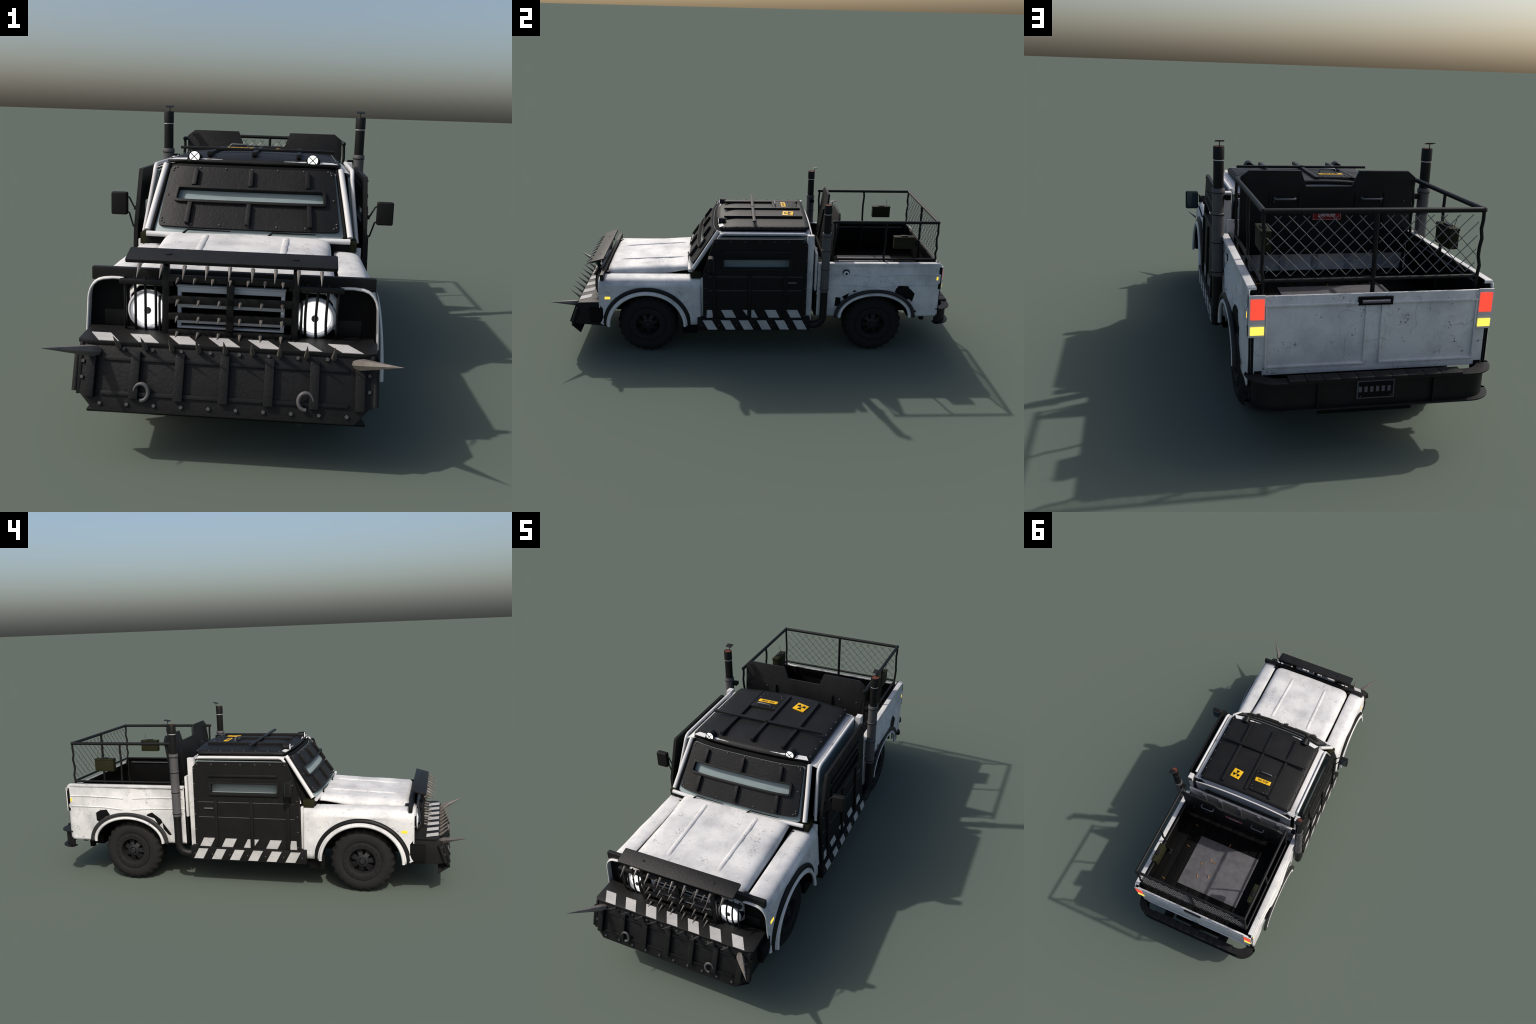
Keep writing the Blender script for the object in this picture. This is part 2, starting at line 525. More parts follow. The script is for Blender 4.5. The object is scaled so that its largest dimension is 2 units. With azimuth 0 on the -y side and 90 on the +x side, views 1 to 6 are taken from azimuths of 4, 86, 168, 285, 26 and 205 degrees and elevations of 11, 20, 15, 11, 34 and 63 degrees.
def clip_section(sec, zmin):
    """Squeeze the lower part of a section so that it ends on the arch."""
    zlo = sec[-1][1]
    if zmin <= zlo:
        return sec
    ztop = 0.370
    out = []
    for x, z in sec:
        if z < ztop:
            z2 = lerp(zmin, ztop, (z - zlo) / (ztop - zlo))
            # x keeps the flank slope
            x = lerp(0.3430, 0.3525, max(0, (0.355 - z2)) / 0.195) if z2 < 0.355 else x
            z = z2
        out.append((x, z))
    return out

ARCH_F = (-0.537, 0.196, 0.160, 0.178)
ARCH_R = (0.5995, 0.191, 0.205, 0.132)

def flare_path(A, off, x0, x1, n=40):
    yc, hf, z0, h = A
    pts = []
    for i in range(n + 1):
        a = PI * i / n
        pts.append((lerp(x0, x1, math.sin(a)), yc - (hf + off) * math.cos(a), z0 + (h + off) * math.sin(a)))
    return pts

def flare_band(name, A, o_in, o_out, x_in, x_out, thick, mat, parent, s, drop=0.0):
    """Curved strip that follows an arch from offset o_in to o_out."""
    rows = []
    n = 44
    yc, hf, z0, h = A
    for i in range(n + 1):
        a = PI * i / n
        row = []
        for w in (0, 0.5, 1):
            o = lerp(o_in, o_out, w)
            row.append((s * lerp(x_in, x_out, w), yc - (hf + o) * math.cos(a), z0 - drop + (h + o + drop) * math.sin(a)))
        rows.append(row)
    return shell(name, rows, thick, mat, parent)

for s in (1, -1):
    f = group("fender")
    rows = []
    for y in arch_columns(-0.766, -0.270, ARCH_F[0], ARCH_F[1]):
        za = arch(*ARCH_F, y)
        rows.append([(s * x, max(y, -0.7505) if z < 0.246 else y, z) for x, z in clip_section(fender_section(y), za or 0)])
    for r in rows:
        for i, p in enumerate(r):
            n = noise.noise(Vector(p) * 14) * 0.0009
            r[i] = (p[0] + s * n, p[1], p[2] + n)
    shell("fender_panel", rows, 0.004, WHITE, f)
    # rolled front rim of the fender
    rim = [(s * x, -0.7665, z) for x, z in ((0.2540, 0.3940), (0.285, 0.3945), (0.3085, 0.3915), (0.3215, 0.3865), (0.3320, 0.3770), (0.3385, 0.366), (0.3425, 0.353), (0.3440, 0.34), (0.3460, 0.30), (0.3485, 0.250))]
    tube("fender_rim", rim, 0.0030, TRIM, f, 8)
    tube("fender_tip", [(s * 0.3510, -0.749, 0.196), (s * 0.3515, -0.753, 0.180), (s * 0.3520, -0.7590, 0.1690), (s * 0.3515, -0.752, 0.1645), (s * 0.351, -0.742, 0.163)], [0.003, 0.0045, 0.0060, 0.0060, 0.003], WHITE, f, 8)
    # white lip and black flare
    A = (-0.5368, 0.187, 0.156, 0.170)
    tube("arch_lip", [(s * x, y, z) for x, y, z in flare_path(A, 0.0, 0.366, 0.360)], 0.0072, WHITE, f, 10)
    flare_band("arch_flange", A, 0.002, 0.020, 0.3625, 0.3535, 0.004, WHITE, f, s)
    flare_band("fender_flare", A, 0.0125, 0.0295, 0.3575, 0.3485, 0.009, STEEL, f, s)
    # dark liner of the wheel well
    rows = []
    for i in range(25):
        a = PI * i / 24
        rows.append([(s * x, A[0] - (A[1] + 0.004) * math.cos(a), A[2] + (A[3] - 0.004) * math.sin(a)) for x in (0.17, 0.26, 0.352)])
    shell("wheel_well", rows, 0.003, BLACK, f)
    # inner apron beside the headlight, with its raised panel
    apron = [(0.150, 0.262), (0.345, 0.262), (0.343, 0.355), (0.333, 0.377), (0.309, 0.3900), (0.150, 0.3915)]
    F = Frame((0, -0.744, 0), (1, 0, 0), (0, 0, 1))
    plate("lamp_apron", F, [(s * a, b) for a, b in apron], BLACK, f, 0.0, 0.003)
    box2("apron_panel", (s * 0.2535, -0.7495, 0.266), (s * 0.3095, -0.7465, 0.3125), STEEL, f, 0.001)
    # side marker lamp
    box("side_marker", (s * 0.3468, -0.7262, 0.3010), (0.005, 0.027, 0.0135), SIDE_GLOW, f, 0.002)
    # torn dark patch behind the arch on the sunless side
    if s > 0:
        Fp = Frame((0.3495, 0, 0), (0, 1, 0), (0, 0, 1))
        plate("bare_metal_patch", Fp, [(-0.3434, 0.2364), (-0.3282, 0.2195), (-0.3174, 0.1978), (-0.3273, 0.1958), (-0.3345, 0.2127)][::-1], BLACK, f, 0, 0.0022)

# ------------------------------------------------------------------ hood
hood = group("hood")
def hood_z(x, y):
    t = (y + 0.735) / (0.735 - 0.333)
    zc = lerp(0.4165, 0.4375, sstep(-0.15, 1.0, t) if t < 0.3 else t * 0.97 + 0.03)
    return zc - 0.0035 * (x / 0.22) ** 2

def hood_rows():
    rows = []
    ny = 46
    for i in range(ny + 1):
        y = lerp(-0.742, -0.331, i / ny)
        # plan rounding of the front corners
        half = 0.2430
        if y < -0.703:
            k = (-0.703 - y) / 0.039
            half = 0.2430 - 0.030 * (1 - math.sqrt(max(0, 1 - min(1, k) ** 2)))
        front = 0.018 * (max(0.0, (-0.722 - y) / 0.020)) ** 2
        rear = 0.006 * (max(0.0, (y + 0.343) / 0.012)) ** 2
        zlow = lerp(0.386, 0.4095, sstep(-0.50, -0.335, y))
        row = []
        side = [(1.0, 0.0), (0.999, 0.22), (0.990, 0.44), (0.971, 0.64), (0.942, 0.80), (0.905, 0.915), (0.862, 0.975)]
        xs = []
        for fx, fz in side:
            zt = hood_z(half * fx, y) - front - rear
            xs.append((half * fx, lerp(zlow - front, zt, fz)))
        for j in range(19):
            x = half * lerp(0.82, -0.82, j / 18)
            xs.append((x, hood_z(x, y) - front - rear))
        for fx, fz in side[::-1]:
            zt = hood_z(half * fx, y) - front - rear
            xs.append((-half * fx, lerp(zlow - front, zt, fz)))
        for x, z in xs:
            d = noise.noise(Vector((x * 9, y * 9, 1.7))) * 0.0016 + noise.noise(Vector((x * 26, y * 26, 5.1))) * 0.0006
            # knocks beside the pressed ribs
            for ry in (-0.60, -0.50, -0.43):
                q = ((abs(x) - 0.128) / 0.02) ** 2 + ((y - ry) / 0.02) ** 2
                d -= 0.0020 * math.exp(-q)
            row.append((x, y, z + d))
        rows.append(row)
    return rows
shell("hood_panel", hood_rows(), 0.004, WHITE, hood)
for s in (1, -1):
    rows = []
    for i in range(25):
        y = lerp(-0.692, -0.355, i / 24)
        xc = lerp(0.1085, 0.1165, i / 24)
        e = min(1.0, min(i, 24 - i) / 1.5)
        row = []
        for k in range(9):
            a = PI * k / 8
            x = s * (xc + 0.0095 * math.cos(a))
            row.append((x, y, hood_z(x, y) - 0.0012 + 0.0065 * math.sin(a) * e + noise.noise(Vector((x * 9, y * 9, 1.7))) * 0.0016))
        rows.append(row)
    shell("hood_rib", rows, 0.002, WHITE, hood)
    box("hood_catch", (s * 0.250, -0.733, 0.402), (0.018, 0.016, 0.010), STEEL, hood)
    box("hood_hinge", (s * 0.26, -0.338, 0.3965), (0.018, 0.005, 0.003), STEEL, hood, 0.0005)
box2("engine_bay", (-0.257, -0.700, 0.20), (0.257, -0.300, 0.372), BLACK, hood, 0.002)
box2("cowl_box", (-0.302, -0.322, 0.385), (0.302, -0.262, 0.4195), BLACK, hood, 0.002)
# ------------------------------------------------------------------ headlights
for s in (1, -1):
    h = group("headlight")
    c = (s * 0.1975, -0.7745, 0.3226)
    N = Vector((0, -1, 0))
    lathe("lamp_ring", [(0.034, -0.012), (0.0395, 0.0005), (0.0415, 0.0035), (0.0445, 0.0045), (0.0475, 0.003), (0.0500, -0.002), (0.0505, -0.030), (0.034, -0.030)], c, N, LAMPRING, h, 48)
    lathe("lamp_glass", [(0.0385, -0.005), (0.035, -0.002), (0.026, 0.0025), (0.014, 0.005), (0, 0.0058)], c, N, WHITE_GLOW, h, 48)
    lathe("lamp_bulb_cap", [(0.0085, 0.004), (0.0085, 0.0078), (0.0075, 0.0088), (0, 0.0088)], c, N, TAGGREY, h, 24)
    lathe("lamp_bowl", [(0.0505, 0.0), (0.0505, 0.03)], (c[0], -0.7745, c[2]), (0, 1, 0), BLACK, h, 48)
    # faceted white housing round the lamp
    path = [(0.2475, 0.290), (0.2475, 0.364), (0.2240, 0.3925), (0.160, 0.3945)]
    rows = [[(s * lerp(0.1975, a, k), y, lerp(0.3226, b, k)) for a, b in path] for y, k in ((-0.7475, 1.0), (-0.7600, 0.93), (-0.7725, 0.83))]
    shell("lamp_housing", rows, 0.0025, TRIM, h, 20)
    # cage: top bar with curved rods
    box2("cage_bar", (s * 0.134, -0.8005, 0.3885), (s * 0.2615, -0.7855, 0.4005), STEEL, h, 0.003)
    for x in (0.1535, 0.1745, 0.1990, 0.2225, 0.2470):
        pts = [(s * (x + dx), y, z) for dx, y, z in ((0.004, -0.7865, 0.4045), (0.003, -0.7895, 0.388), (0.001, -0.7945, 0.365), (0, -0.7970, 0.340), (0, -0.7960, 0.315), (0.001, -0.7910, 0.295), (0.002, -0.7840, 0.281), (0.003, -0.7760, 0.2740))]
        tube("cage_rod", pts, 0.0033, STEEL, h, 8)

# ------------------------------------------------------------------ grille and spiked guard
gr = group("grille")
G0 = -0.7800
for s in (1, -1):
    items = [((s * 0.006, G0 - 0.004, za), (s * 0.1265, G0 + 0.010, zb)) for za, zb in ((0.372, 0.3850), (0.3350, 0.3465), (0.2970, 0.3075), (0.2848, 0.2895))]
    items += [((s * 0.1172, G0 - 0.0035, 0.286), (s * 0.1262, G0 + 0.0095, 0.384))]
    items += [((s * 0.006, G0 - 0.009, 0.3862), (s * 0.1285, G0 + 0.006, 0.3890))]
    for lo, hi in items:
        box2("grille_slat", lo, hi, GRILLE, gr, 0.001)
box2("radiator", (-0.15, -0.715, 0.262), (0.15, -0.705, 0.396), BLACK, gr)

def spike_mesh(r, L, n=6):
    return mesh_of(lathe_bm([(r * 0.82, 0), (r, L * 0.06), (r * 0.55, L * 0.5), (0.0003, L)], (0, 0, 0), (0, 0, 1), n), "spike", 25)

gd = group("grille_guard")
SP_G = spike_mesh(0.0048, 0.034)
SP_G.materials.append(SPIKE)
for s in (1, -1):
    box2("guard_post", (s * 0.1430, -0.8030, 0.272), (s * 0.1590, -0.788, 0.4480), STEEL, gd, 0.002)
    tube("guard_side_rod", [(s * 0.1655, -0.796, 0.365), (s * 0.1655, -0.800, 0.345), (s * 0.1655, -0.797, 0.30), (s * 0.1655, -0.792, 0.278)], 0.003, STEEL, gd, 8)
for i, (za, zb) in enumerate(((0.4000, 0.4165), (0.3485, 0.3665), (0.3095, 0.3260), (0.2740, 0.2860))):
    box2("guard_bar", (-0.1445, -0.8045, za), (0.1445, -0.7945, zb), STEEL, gd, 0.002)
    box2("guard_joint", (-0.0068, -0.8075, lerp(za, zb, 0.5) - 0.0055), (0.0068, -0.803, lerp(za, zb, 0.5) + 0.0055), BLACK, gd, 0.0005)
    n = 7 if i == 0 else 6
    zc = lerp(za, zb, 0.42 if i else 0.5)
    for k in range(n):
        x = lerp(-0.1215, 0.1215, k / (n - 1)) + random.uniform(-0.001, 0.001)
        d = Vector((random.uniform(-0.03, 0.03), -1, -0.13 + random.uniform(-0.03, 0.03)))
        shared("spike", SP_G, None, gd, align(d, (x, -0.8035, zc)) @ Matrix.Rotation(random.uniform(0, 1), 4, "Z"))
box2("guard_spine", (-0.0085, -0.8060, 0.287), (0.0085, -0.7925, 0.402), STEEL, gd, 0.002)
# sloping visor over the grille, with a row of long spikes under its edge
Fv = Frame((0, -0.8170, 0.4515), (1, 0, 0), Vector((0, 0.0625, 0.0170)))
plate("visor", Fv, rounded([(-0.2430, 0), (0.2430, 0), (0.2440, 0.0645), (-0.2440, 0.0645)], 0.004, 2), ARMOUR, gd, -0.0080, 0.0005, bevel=0.001)
for s in (1, -1):
    box("visor_bolt", Fv(s * 0.1480, 0.034, 0.001), (0.014, 0.008, 0.003), STEEL, gd, 0.001, Fv.rot())
    box2("visor_arm", (s * 0.1440, -0.803, 0.436), (s * 0.1580, -0.758, 0.4515), STEEL, gd, 0.001)
SP_V = spike_mesh(0.0052, 0.045)
SP_V.materials.append(SPIKE)
for k in range(9):
    x = lerp(-0.2070, 0.2070, k / 8)
    d = Vector((random.uniform(-0.0008, 0.0008), -0.0375, -0.0235 + random.uniform(-0.001, 0.001)))
    shared("spike", SP_V, None, gd, align(d, (x, -0.8195, 0.4430)) @ Matrix.Rotation(random.uniform(0, 1), 4, "Z"))
# cross beam over the fenders
box2("cross_beam", (-0.3370, -0.7600, 0.3870), (0.3370, -0.7430, 0.4185), STEEL, gd, 0.0025)

# ------------------------------------------------------------------ plough bumper
pl = group("plow_bumper")
SLOPE = 0.385
def face_y(z):
    return -0.8715 - SLOPE * (0.266 - z)
# top shelf
Fs = Frame((0, -0.8745, 0.2735), (1, 0, 0), Vector((0, 0.1125, 0.0025)))
plate("bumper_shelf", Fs, rounded([(-0.3145, 0), (0.3145, 0), (0.3380, 0.0095), (0.3380, 0.1115), (-0.3380, 0.1115), (-0.3380, 0.0095)], 0.003, 2), ARMOUR, pl, -0.009, 0.0, bevel=0.0012)
for k in range(7):
    x0 = -0.3206 + k * 0.0916
    plate("stripe", Fs, [(x0 + 0.0318, 0.0025), (x0 + 0.0318 + 0.0455, 0.0025), (x0 + 0.0455, 0.0545), (x0, 0.0545)], STRIPE, pl, 0.0, 0.0012)
# sloping face with chamfered lower corners
Ff = Frame((0, face_y(0.128), 0.128), (1, 0, 0), Vector((0, SLOPE, 1)))
L = 0.138 * math.hypot(1, SLOPE)
plate("plow_face", Ff, [(-0.2890, 0), (0.2890, 0), (0.3270, 0.040), (0.3270, L), (-0.3270, L), (-0.3270, 0.040)], ARMOUR, pl, -0.010, 0.0, bevel=0.0015)
for k in range(7):
    x = -0.300 + 0.1 * k
    plate("plow_rib", Ff, [(x - 0.0105, 0.029), (x + 0.0105, 0.029), (x + 0.0105, 0.1335), (x - 0.0105, 0.1335)], ARMOUR, pl, 0.0, 0.0125, bevel=0.0018)
for b0, b1 in ((0.112, 0.121), (0.035, 0.044)):
    plate("plow_strip", Ff, [(-0.275, b0), (0.275, b0), (0.275, b1), (-0.275, b1)], STEEL, pl, 0.0, 0.005, bevel=0.001)
bn = Ff.n
for k in range(8):
    shared("bolt", BOLT_P, None, pl, align(bn, Ff(-0.2302 + 0.06535 * k, 0.1385, 0)))
for k in range(10):
    shared("bolt", BOLT_P, None, pl, align(bn, Ff(-0.2749 + 0.0609 * k, 0.0165, 0)))
for s in (1, -1):
    for b in (0.072, 0.1075):
        shared("bolt", BOLT_P, None, pl, align(bn, Ff(s * 0.3205, b, 0)))
    # side cheek with a cut-out box
    Fc = Frame((s * 0.3275, 0, 0), (0, 1, 0), (0, 0, 1))
    cheek = [(-0.8740, 0.2690), (-0.9125, 0.1600), (-0.7380, 0.1430), (-0.7380, 0.1950), (-0.7500, 0.2400), (-0.7660, 0.2450), (-0.7660, 0.2690)]
    plate("plow_cheek", Fc, cheek, ARMOUR, pl, -0.004, 0.004, bevel=0.001)
    box2("cheek_box", (s * 0.322, -0.8185, 0.1690), (s * 0.3490, -0.7505, 0.2420), BLACK, pl, 0.001)
    # rounded upright on the cheek edge
    tube("cheek_rail", [(s * 0.3350, -0.8760, 0.2420), (s * 0.3350, -0.9045, 0.1640)], 0.0082, ARMOUR, pl, 10)
    # long corner spikes
    base, tip = Vector((s * 0.2920, -0.8815, 0.2520)), Vector((s * 0.3755, -0.9970, 0.2920))
    tube("corner_spike", [base - (tip - base) * 0.05, base + (tip - base) * 0.03, lerp(base, tip, 0.12), lerp(base, tip, 0.5), tip], [0.009, 0.0125, 0.0135, 0.0080, 0.0003], SPIKE, pl, 6, 20)
    # tow hooks: open tapered rings
    pts, rr = [], []
    for i in range(17):
        a = math.radians(lerp(-95, 185, i / 16))
        pts.append((s * 0.1825 + s * -0.0165 * math.cos(a) * -1 * (1 if s > 0 else 1) * -1, face_y(0.1735) - 0.011 - 0.004 * math.sin(a) * -1, 0.1735 + 0.0185 * math.sin(a)))
        rr.append(lerp(0.0047, 0.0020, max(0, (i - 10) / 6)))
    tube("tow_hook", pts, rr, PIPE, pl, 8)
SP_S = spike_mesh(0.0068, 0.068)
SP_S.materials.append(SPIKE)
for k in range(9):
    x = lerp(-0.2410, 0.2410, k / 8)
    d = Vector((random.uniform(-0.0008, 0.0008), -0.0515, 0.0430))
    shared("spike", SP_S, None, pl, align(d, (x, -0.8755, 0.2605)) @ Matrix.Rotation(random.uniform(0, 1), 4, "Z"))
# scraper blade folded back under the face
bm = bmesh.new()
sec_in = [(face_y(0.128) + 0.001, 0.1290), (-0.8745, 0.1025), (-0.8705, 0.1065), (-0.8700, 0.1500), (-0.900, 0.1400)]
for_x = [(-0.3185, 1), (-0.2890, 0), (0.2890, 0), (0.3185, 1)]
rings = []
for x, end in for_x:
    ring = []
    for i, (yy, zz) in enumerate(sec_in):
        if end and i in (0, 4):
            yy, zz = -0.8800, 0.1090
        if end and i == 3:
            yy, zz = -0.8705, 0.1095
        ring.append(bm.verts.new((x, yy, zz)))
    rings.append(ring)
for A, B in zip(rings, rings[1:]):
    for j in range(5):
        bm.faces.new((A[j], A[(j + 1) % 5], B[(j + 1) % 5], B[j]))
bm.faces.new(rings[0]); bm.faces.new(rings[-1][::-1])
finish(bm, "scraper_blade", BLACK, pl, 0, 2, 25)
box2("bumper_core", (-0.322, -0.865, 0.150), (0.322, -0.745, 0.258), BLACK, pl, 0.002)

# ------------------------------------------------------------------ cab
cab = group("cab")
bm = bmesh.new()
def cab_ring(x_low, pts):
    return pts
# shell: side outline in (y, z) with the half width at each level
out = [(-0.262, 0.170, 0.334), (-0.268, 0.405, 0.300), (-0.296, 0.430, 0.255), (-0.175, 0.6190, 0.2380), (-0.168, 0.6200, 0.2640), (0.2600, 0.6200, 0.2640), (0.2740, 0.6120, 0.2850), (0.2815, 0.5900, 0.2950), (0.2830, 0.420, 0.3120), (0.2830, 0.170, 0.3240)]
Lf = [bm.verts.new((w, y, z)) for y, z, w in out]
Rt = [bm.verts.new((-w, y, z)) for y, z, w in out]
n = len(out)
for i in range(n):
    bm.faces.new((Lf[i], Lf[(i + 1) % n], Rt[(i + 1) % n], Rt[i]))
bm.faces.new(Lf[::-1]); bm.faces.new(Rt)
bmesh.ops.triangulate(bm, faces=[f for f in bm.faces if len(f.verts) > 4])
finish(bm, "cab_shell", BLACK, cab, 0, 2, 25)

# windscreen plane: glass, rubber frame and bolted armour with a vision slit
Fw = Frame((0, -0.3125, 0.4535), (1, 0, 0), (0, 0.1145, 0.1695))
SH = 0.2045
glass_o = rounded([(-0.2855, -0.020), (0.2855, -0.020), (0.2585, SH + 0.001), (-0.2585, SH + 0.001)], 0.02, 4)
header = [(-0.2690, SH - 0.010), (0.2690, SH - 0.010), (0.2670, SH + 0.018), (-0.2670, SH + 0.018)]
gasket_o = rounded([(-0.2960, -0.027), (0.2960, -0.027), (0.2665, SH + 0.004), (-0.2665, SH + 0.004)], 0.022, 4)
bow_later = [plate("screen_header", Fw, header, BLACK, cab, -0.034, -0.0170)]
bow_later.append(plate("windscreen_gasket", Fw, gasket_o, BLACK, cab, -0.020, -0.0125))
bow_later.append(plate("windscreen_glass", Fw, glass_o, GLASS, cab, -0.016, -0.0105))
def screen_bow(a, b):
    half = lerp(0.2735, 0.2530, max(-0.2, min(1.1, b / SH)))
    return 0.0225 * (1 - min(1.25, abs(a) / half) ** 4)
def bow_screen(o):
    """Cut a flat windscreen part into strips and bow it forward like the glass."""
    bm = bmesh.new(); bm.from_mesh(o.data)
    for i in range(1, 32):
        x = -0.30 + 0.60 * i / 32
        bmesh.ops.bisect_plane(bm, geom=bm.verts[:] + bm.edges[:] + bm.faces[:], plane_co=(x, 0, 0), plane_no=(1, 0, 0))
    for v in bm.verts:
        v.co.y -= screen_bow(v.co.x, (v.co - Fw.o).dot(Fw.v))
    bm.to_mesh(o.data); bm.free()
    o.data.shade_smooth(); o.data.set_sharp_from_angle(angle=math.radians(30))
    return o
wa = group("windscreen_armor")
slit = rounded([(-0.2215, 0.0875), (0.2215, 0.0875), (0.2170, 0.1265), (-0.2170, 0.1265)], 0.006, 3)
armour_o = rounded([(-0.2715, 0.0), (0.2715, 0.0), (0.2510, SH), (-0.2510, SH)], 0.014, 4)
bow_later.append(plate("armor_sheet", Fw, armour_o, ARMOUR, wa, -0.0095, 0.0, holes=[slit], smooth=30))
s_out = rounded([(-0.2300, 0.0795), (0.2300, 0.0795), (0.2255, 0.1350), (-0.2255, 0.1350)], 0.012, 4)
s_in = rounded([(-0.2210, 0.0880), (0.2210, 0.0880), (0.2165, 0.1265), (-0.2165, 0.1265)], 0.007, 4)
bow_later.append(plate("slit_frame", Fw, s_out, ARMOUR, wa, -0.004, 0.0095, holes=[s_in], bevel=0.0012, smooth=40))
for k, (xt, xm, xb, xc) in enumerate(((-0.168, -0.172, -0.1775, -0.1825), (0.0, -0.0005, -0.001, -0.002), (0.168, 0.172, 0.1775, 0.1825))):
    for (xa, ba), (xz, bz) in (((xt, 0.1935), (xm, 0.1365)), ((xb, 0.0775), (xc, 0.0095))):
        w = 0.0068
        bow_later.append(plate("armor_rib", Fw, [(xz - w, bz), (xz + w, bz), (xa + w, ba), (xa - w, ba)], ARMOUR, wa, 0.0, 0.013, bevel=0.0018))
for o in bow_later:
    bow_screen(o)
bolt_pts = [(lerp(-0.2420, 0.2420, (i + 0.07) / 6.14), 0.1995) for i in range(1, 6)]
bolt_pts += [(lerp(-0.2530, 0.2530, i / 6), 0.010) for i in range(1, 6)]
for s in (1, -1):
    bolt_pts += [(s * 0.2320, 0.2000), (s * 0.2405, 0.1955), (s * 0.2425, 0.1880), (s * 0.2505, 0.1020), (s * 0.2610, 0.0235), (s * 0.2615, 0.0140), (s * 0.2535, 0.0095)]
for a, b in bolt_pts:
    shared("bolt", BOLT_S, None, wa, align(Fw.n, Fw(a, b, 0) - Y * screen_bow(a, b)))
# white tubes framing the screen, the doors and the cowl
for s in (1, -1):
    p0, p1 = Vector((s * 0.3020, -0.3100, 0.4360)), Vector((s * 0.2705, -0.1830, 0.6245))
    tube("screen_pillar", [p0, lerp(p0, p1, 0.5) + Vector((s * 0.0008, 0, 0)), p1], 0.0098, TRIM, cab, 12)
    d = p1 - p0
    tube("pillar_rubber", [p0 + Vector((s * -0.013, -0.002, 0)), p1 + Vector((s * -0.011, 0, 0))], 0.006, BLACK, cab, 8)
    # dark door gap behind the pillar
    bmg = bmesh.new()
    quad = [(0.268, -0.302, 0.420), (0.276, -0.240, 0.420), (0.262, -0.160, 0.606), (0.247, -0.172, 0.614)]
    A = [bmg.verts.new((s * x, y, z)) for x, y, z in quad]
    B = [bmg.verts.new((s * (x - 0.02), y, z)) for x, y, z in quad]
    bmg.faces.new(A); bmg.faces.new(B[::-1])
    for i in range(4):
        bmg.faces.new((A[i], A[(i + 1) % 4], B[(i + 1) % 4], B[i]))
    finish(bmg, "door_gap", BLACK, cab)
    box2("pillar_foot", (s * 0.285, -0.318, 0.395), (s * 0.3225, -0.268, 0.4290), OLIVE, cab, 0.001)
    box2("door_edge", (s * 0.3150, -0.2700, 0.172), (s * 0.3400, -0.2590, 0.4000), TRIM, cab, 0.002)
    frame = [(0.3270, -0.2550, 0.412), (0.3255, -0.2515, 0.4220), (0.3155, -0.2165, 0.514), (0.3075, -0.1860, 0.593), (0.3070, -0.1800, 0.606), (0.3070, -0.1700, 0.6165), (0.3075, -0.1560, 0.6215), (0.3080, -0.10, 0.6215), (0.3082, 0.05, 0.6215), (0.3084, 0.2350, 0.6210)]
    tube("door_frame", [(s * x, y, z) for x, y, z in frame], 0.0066, TRIM, cab, 10)
    # tinted side window just inside the frame
    win = [(0.3245, -0.245, 0.425), (0.3245, 0.250, 0.425), (0.3060, 0.250, 0.605), (0.3060, -0.172, 0.603)]
    bmg = bmesh.new()
    A = [bmg.verts.new((s * x, y, z)) for x, y, z in win]
    B = [bmg.verts.new((s * (x - 0.012), y, z)) for x, y, z in win]
    bmg.faces.new(A); bmg.faces.new(B[::-1])
    for i in range(4):
        bmg.faces.new((A[i], A[(i + 1) % 4], B[(i + 1) % 4], B[i]))
    finish(bmg, "side_window", GLASS, cab)
    # inner reveal that lights the slit from behind is the same pane; the rear post is white
    box2("cab_post", (s * 0.3105, 0.2500, 0.172), (s * 0.3360, 0.2830, 0.6225), WHITE, cab, 0.0025)
    box2("post_socket", (s * 0.3150, 0.2815, 0.596), (s * 0.3310, 0.2845, 0.6075), BLACK, cab, 0.0005)
    tube("cab_seam", [(s * 0.3065, 0.2835, 0.30), (s * 0.3065, 0.2835, 0.53), (s * 0.304, 0.2835, 0.585), (s * 0.297, 0.279, 0.600)], 0.0016, BLACK, cab, 6)
tube("cowl_bar", [(x, -0.3255 - 0.012 * (1 - (x / 0.3015) ** 2), 0.4280) for x in [lerp(-0.3015, 0.3015, i / 12) for i in range(13)]], 0.0082, TRIM, cab, 12)
# wiper arms at the foot of the screen
for x0, x1 in ((-0.19, -0.05), (0.06, 0.20)):
    tube("wiper", [Fw(a, b, h) - Y * screen_bow(a, b) for a, b, h in ((x0, -0.022, 0.0), (x0 + 0.015, -0.0085, 0.002), (lerp(x0, x1, 0.5), -0.0095, 0.002), (x1, -0.010, 0.002))], [0.004, 0.0025, 0.002, 0.0015], BLACK, cab, 6)
# roof skirt between roof armour and door frames, gutter strip at the rear
for s in (1, -1):
    ys = (-0.178, -0.05, 0.1, 0.266)
    shell("roof_gutter", [[(s * 0.2600, y, 0.6215), (s * 0.2750, y, 0.6200), (s * 0.2900, y, 0.6175), (s * 0.3040, y, 0.6120)] for y in ys], 0.002, TRIM, cab)
    tube("window_rubber", [(s * 0.3005, -0.165, 0.6125), (s * 0.3010, 0.25, 0.6125)], 0.0030, SIDEGLASS, cab, 6)
bm = bmesh.new()
rr = []
for i in range(21):
    x = lerp(-0.2900, 0.2900, i / 20)
    zc = 0.6240 - 0.0285 * (abs(x) / 0.29) ** 2.2
    rr.append([(x, 0.272, zc + 0.0035), (x, 0.2800, zc + 0.0015), (x, 0.2830, zc - 0.004)])
shell("rear_gutter", rr, 0.003, TRIM, cab)
rr = []
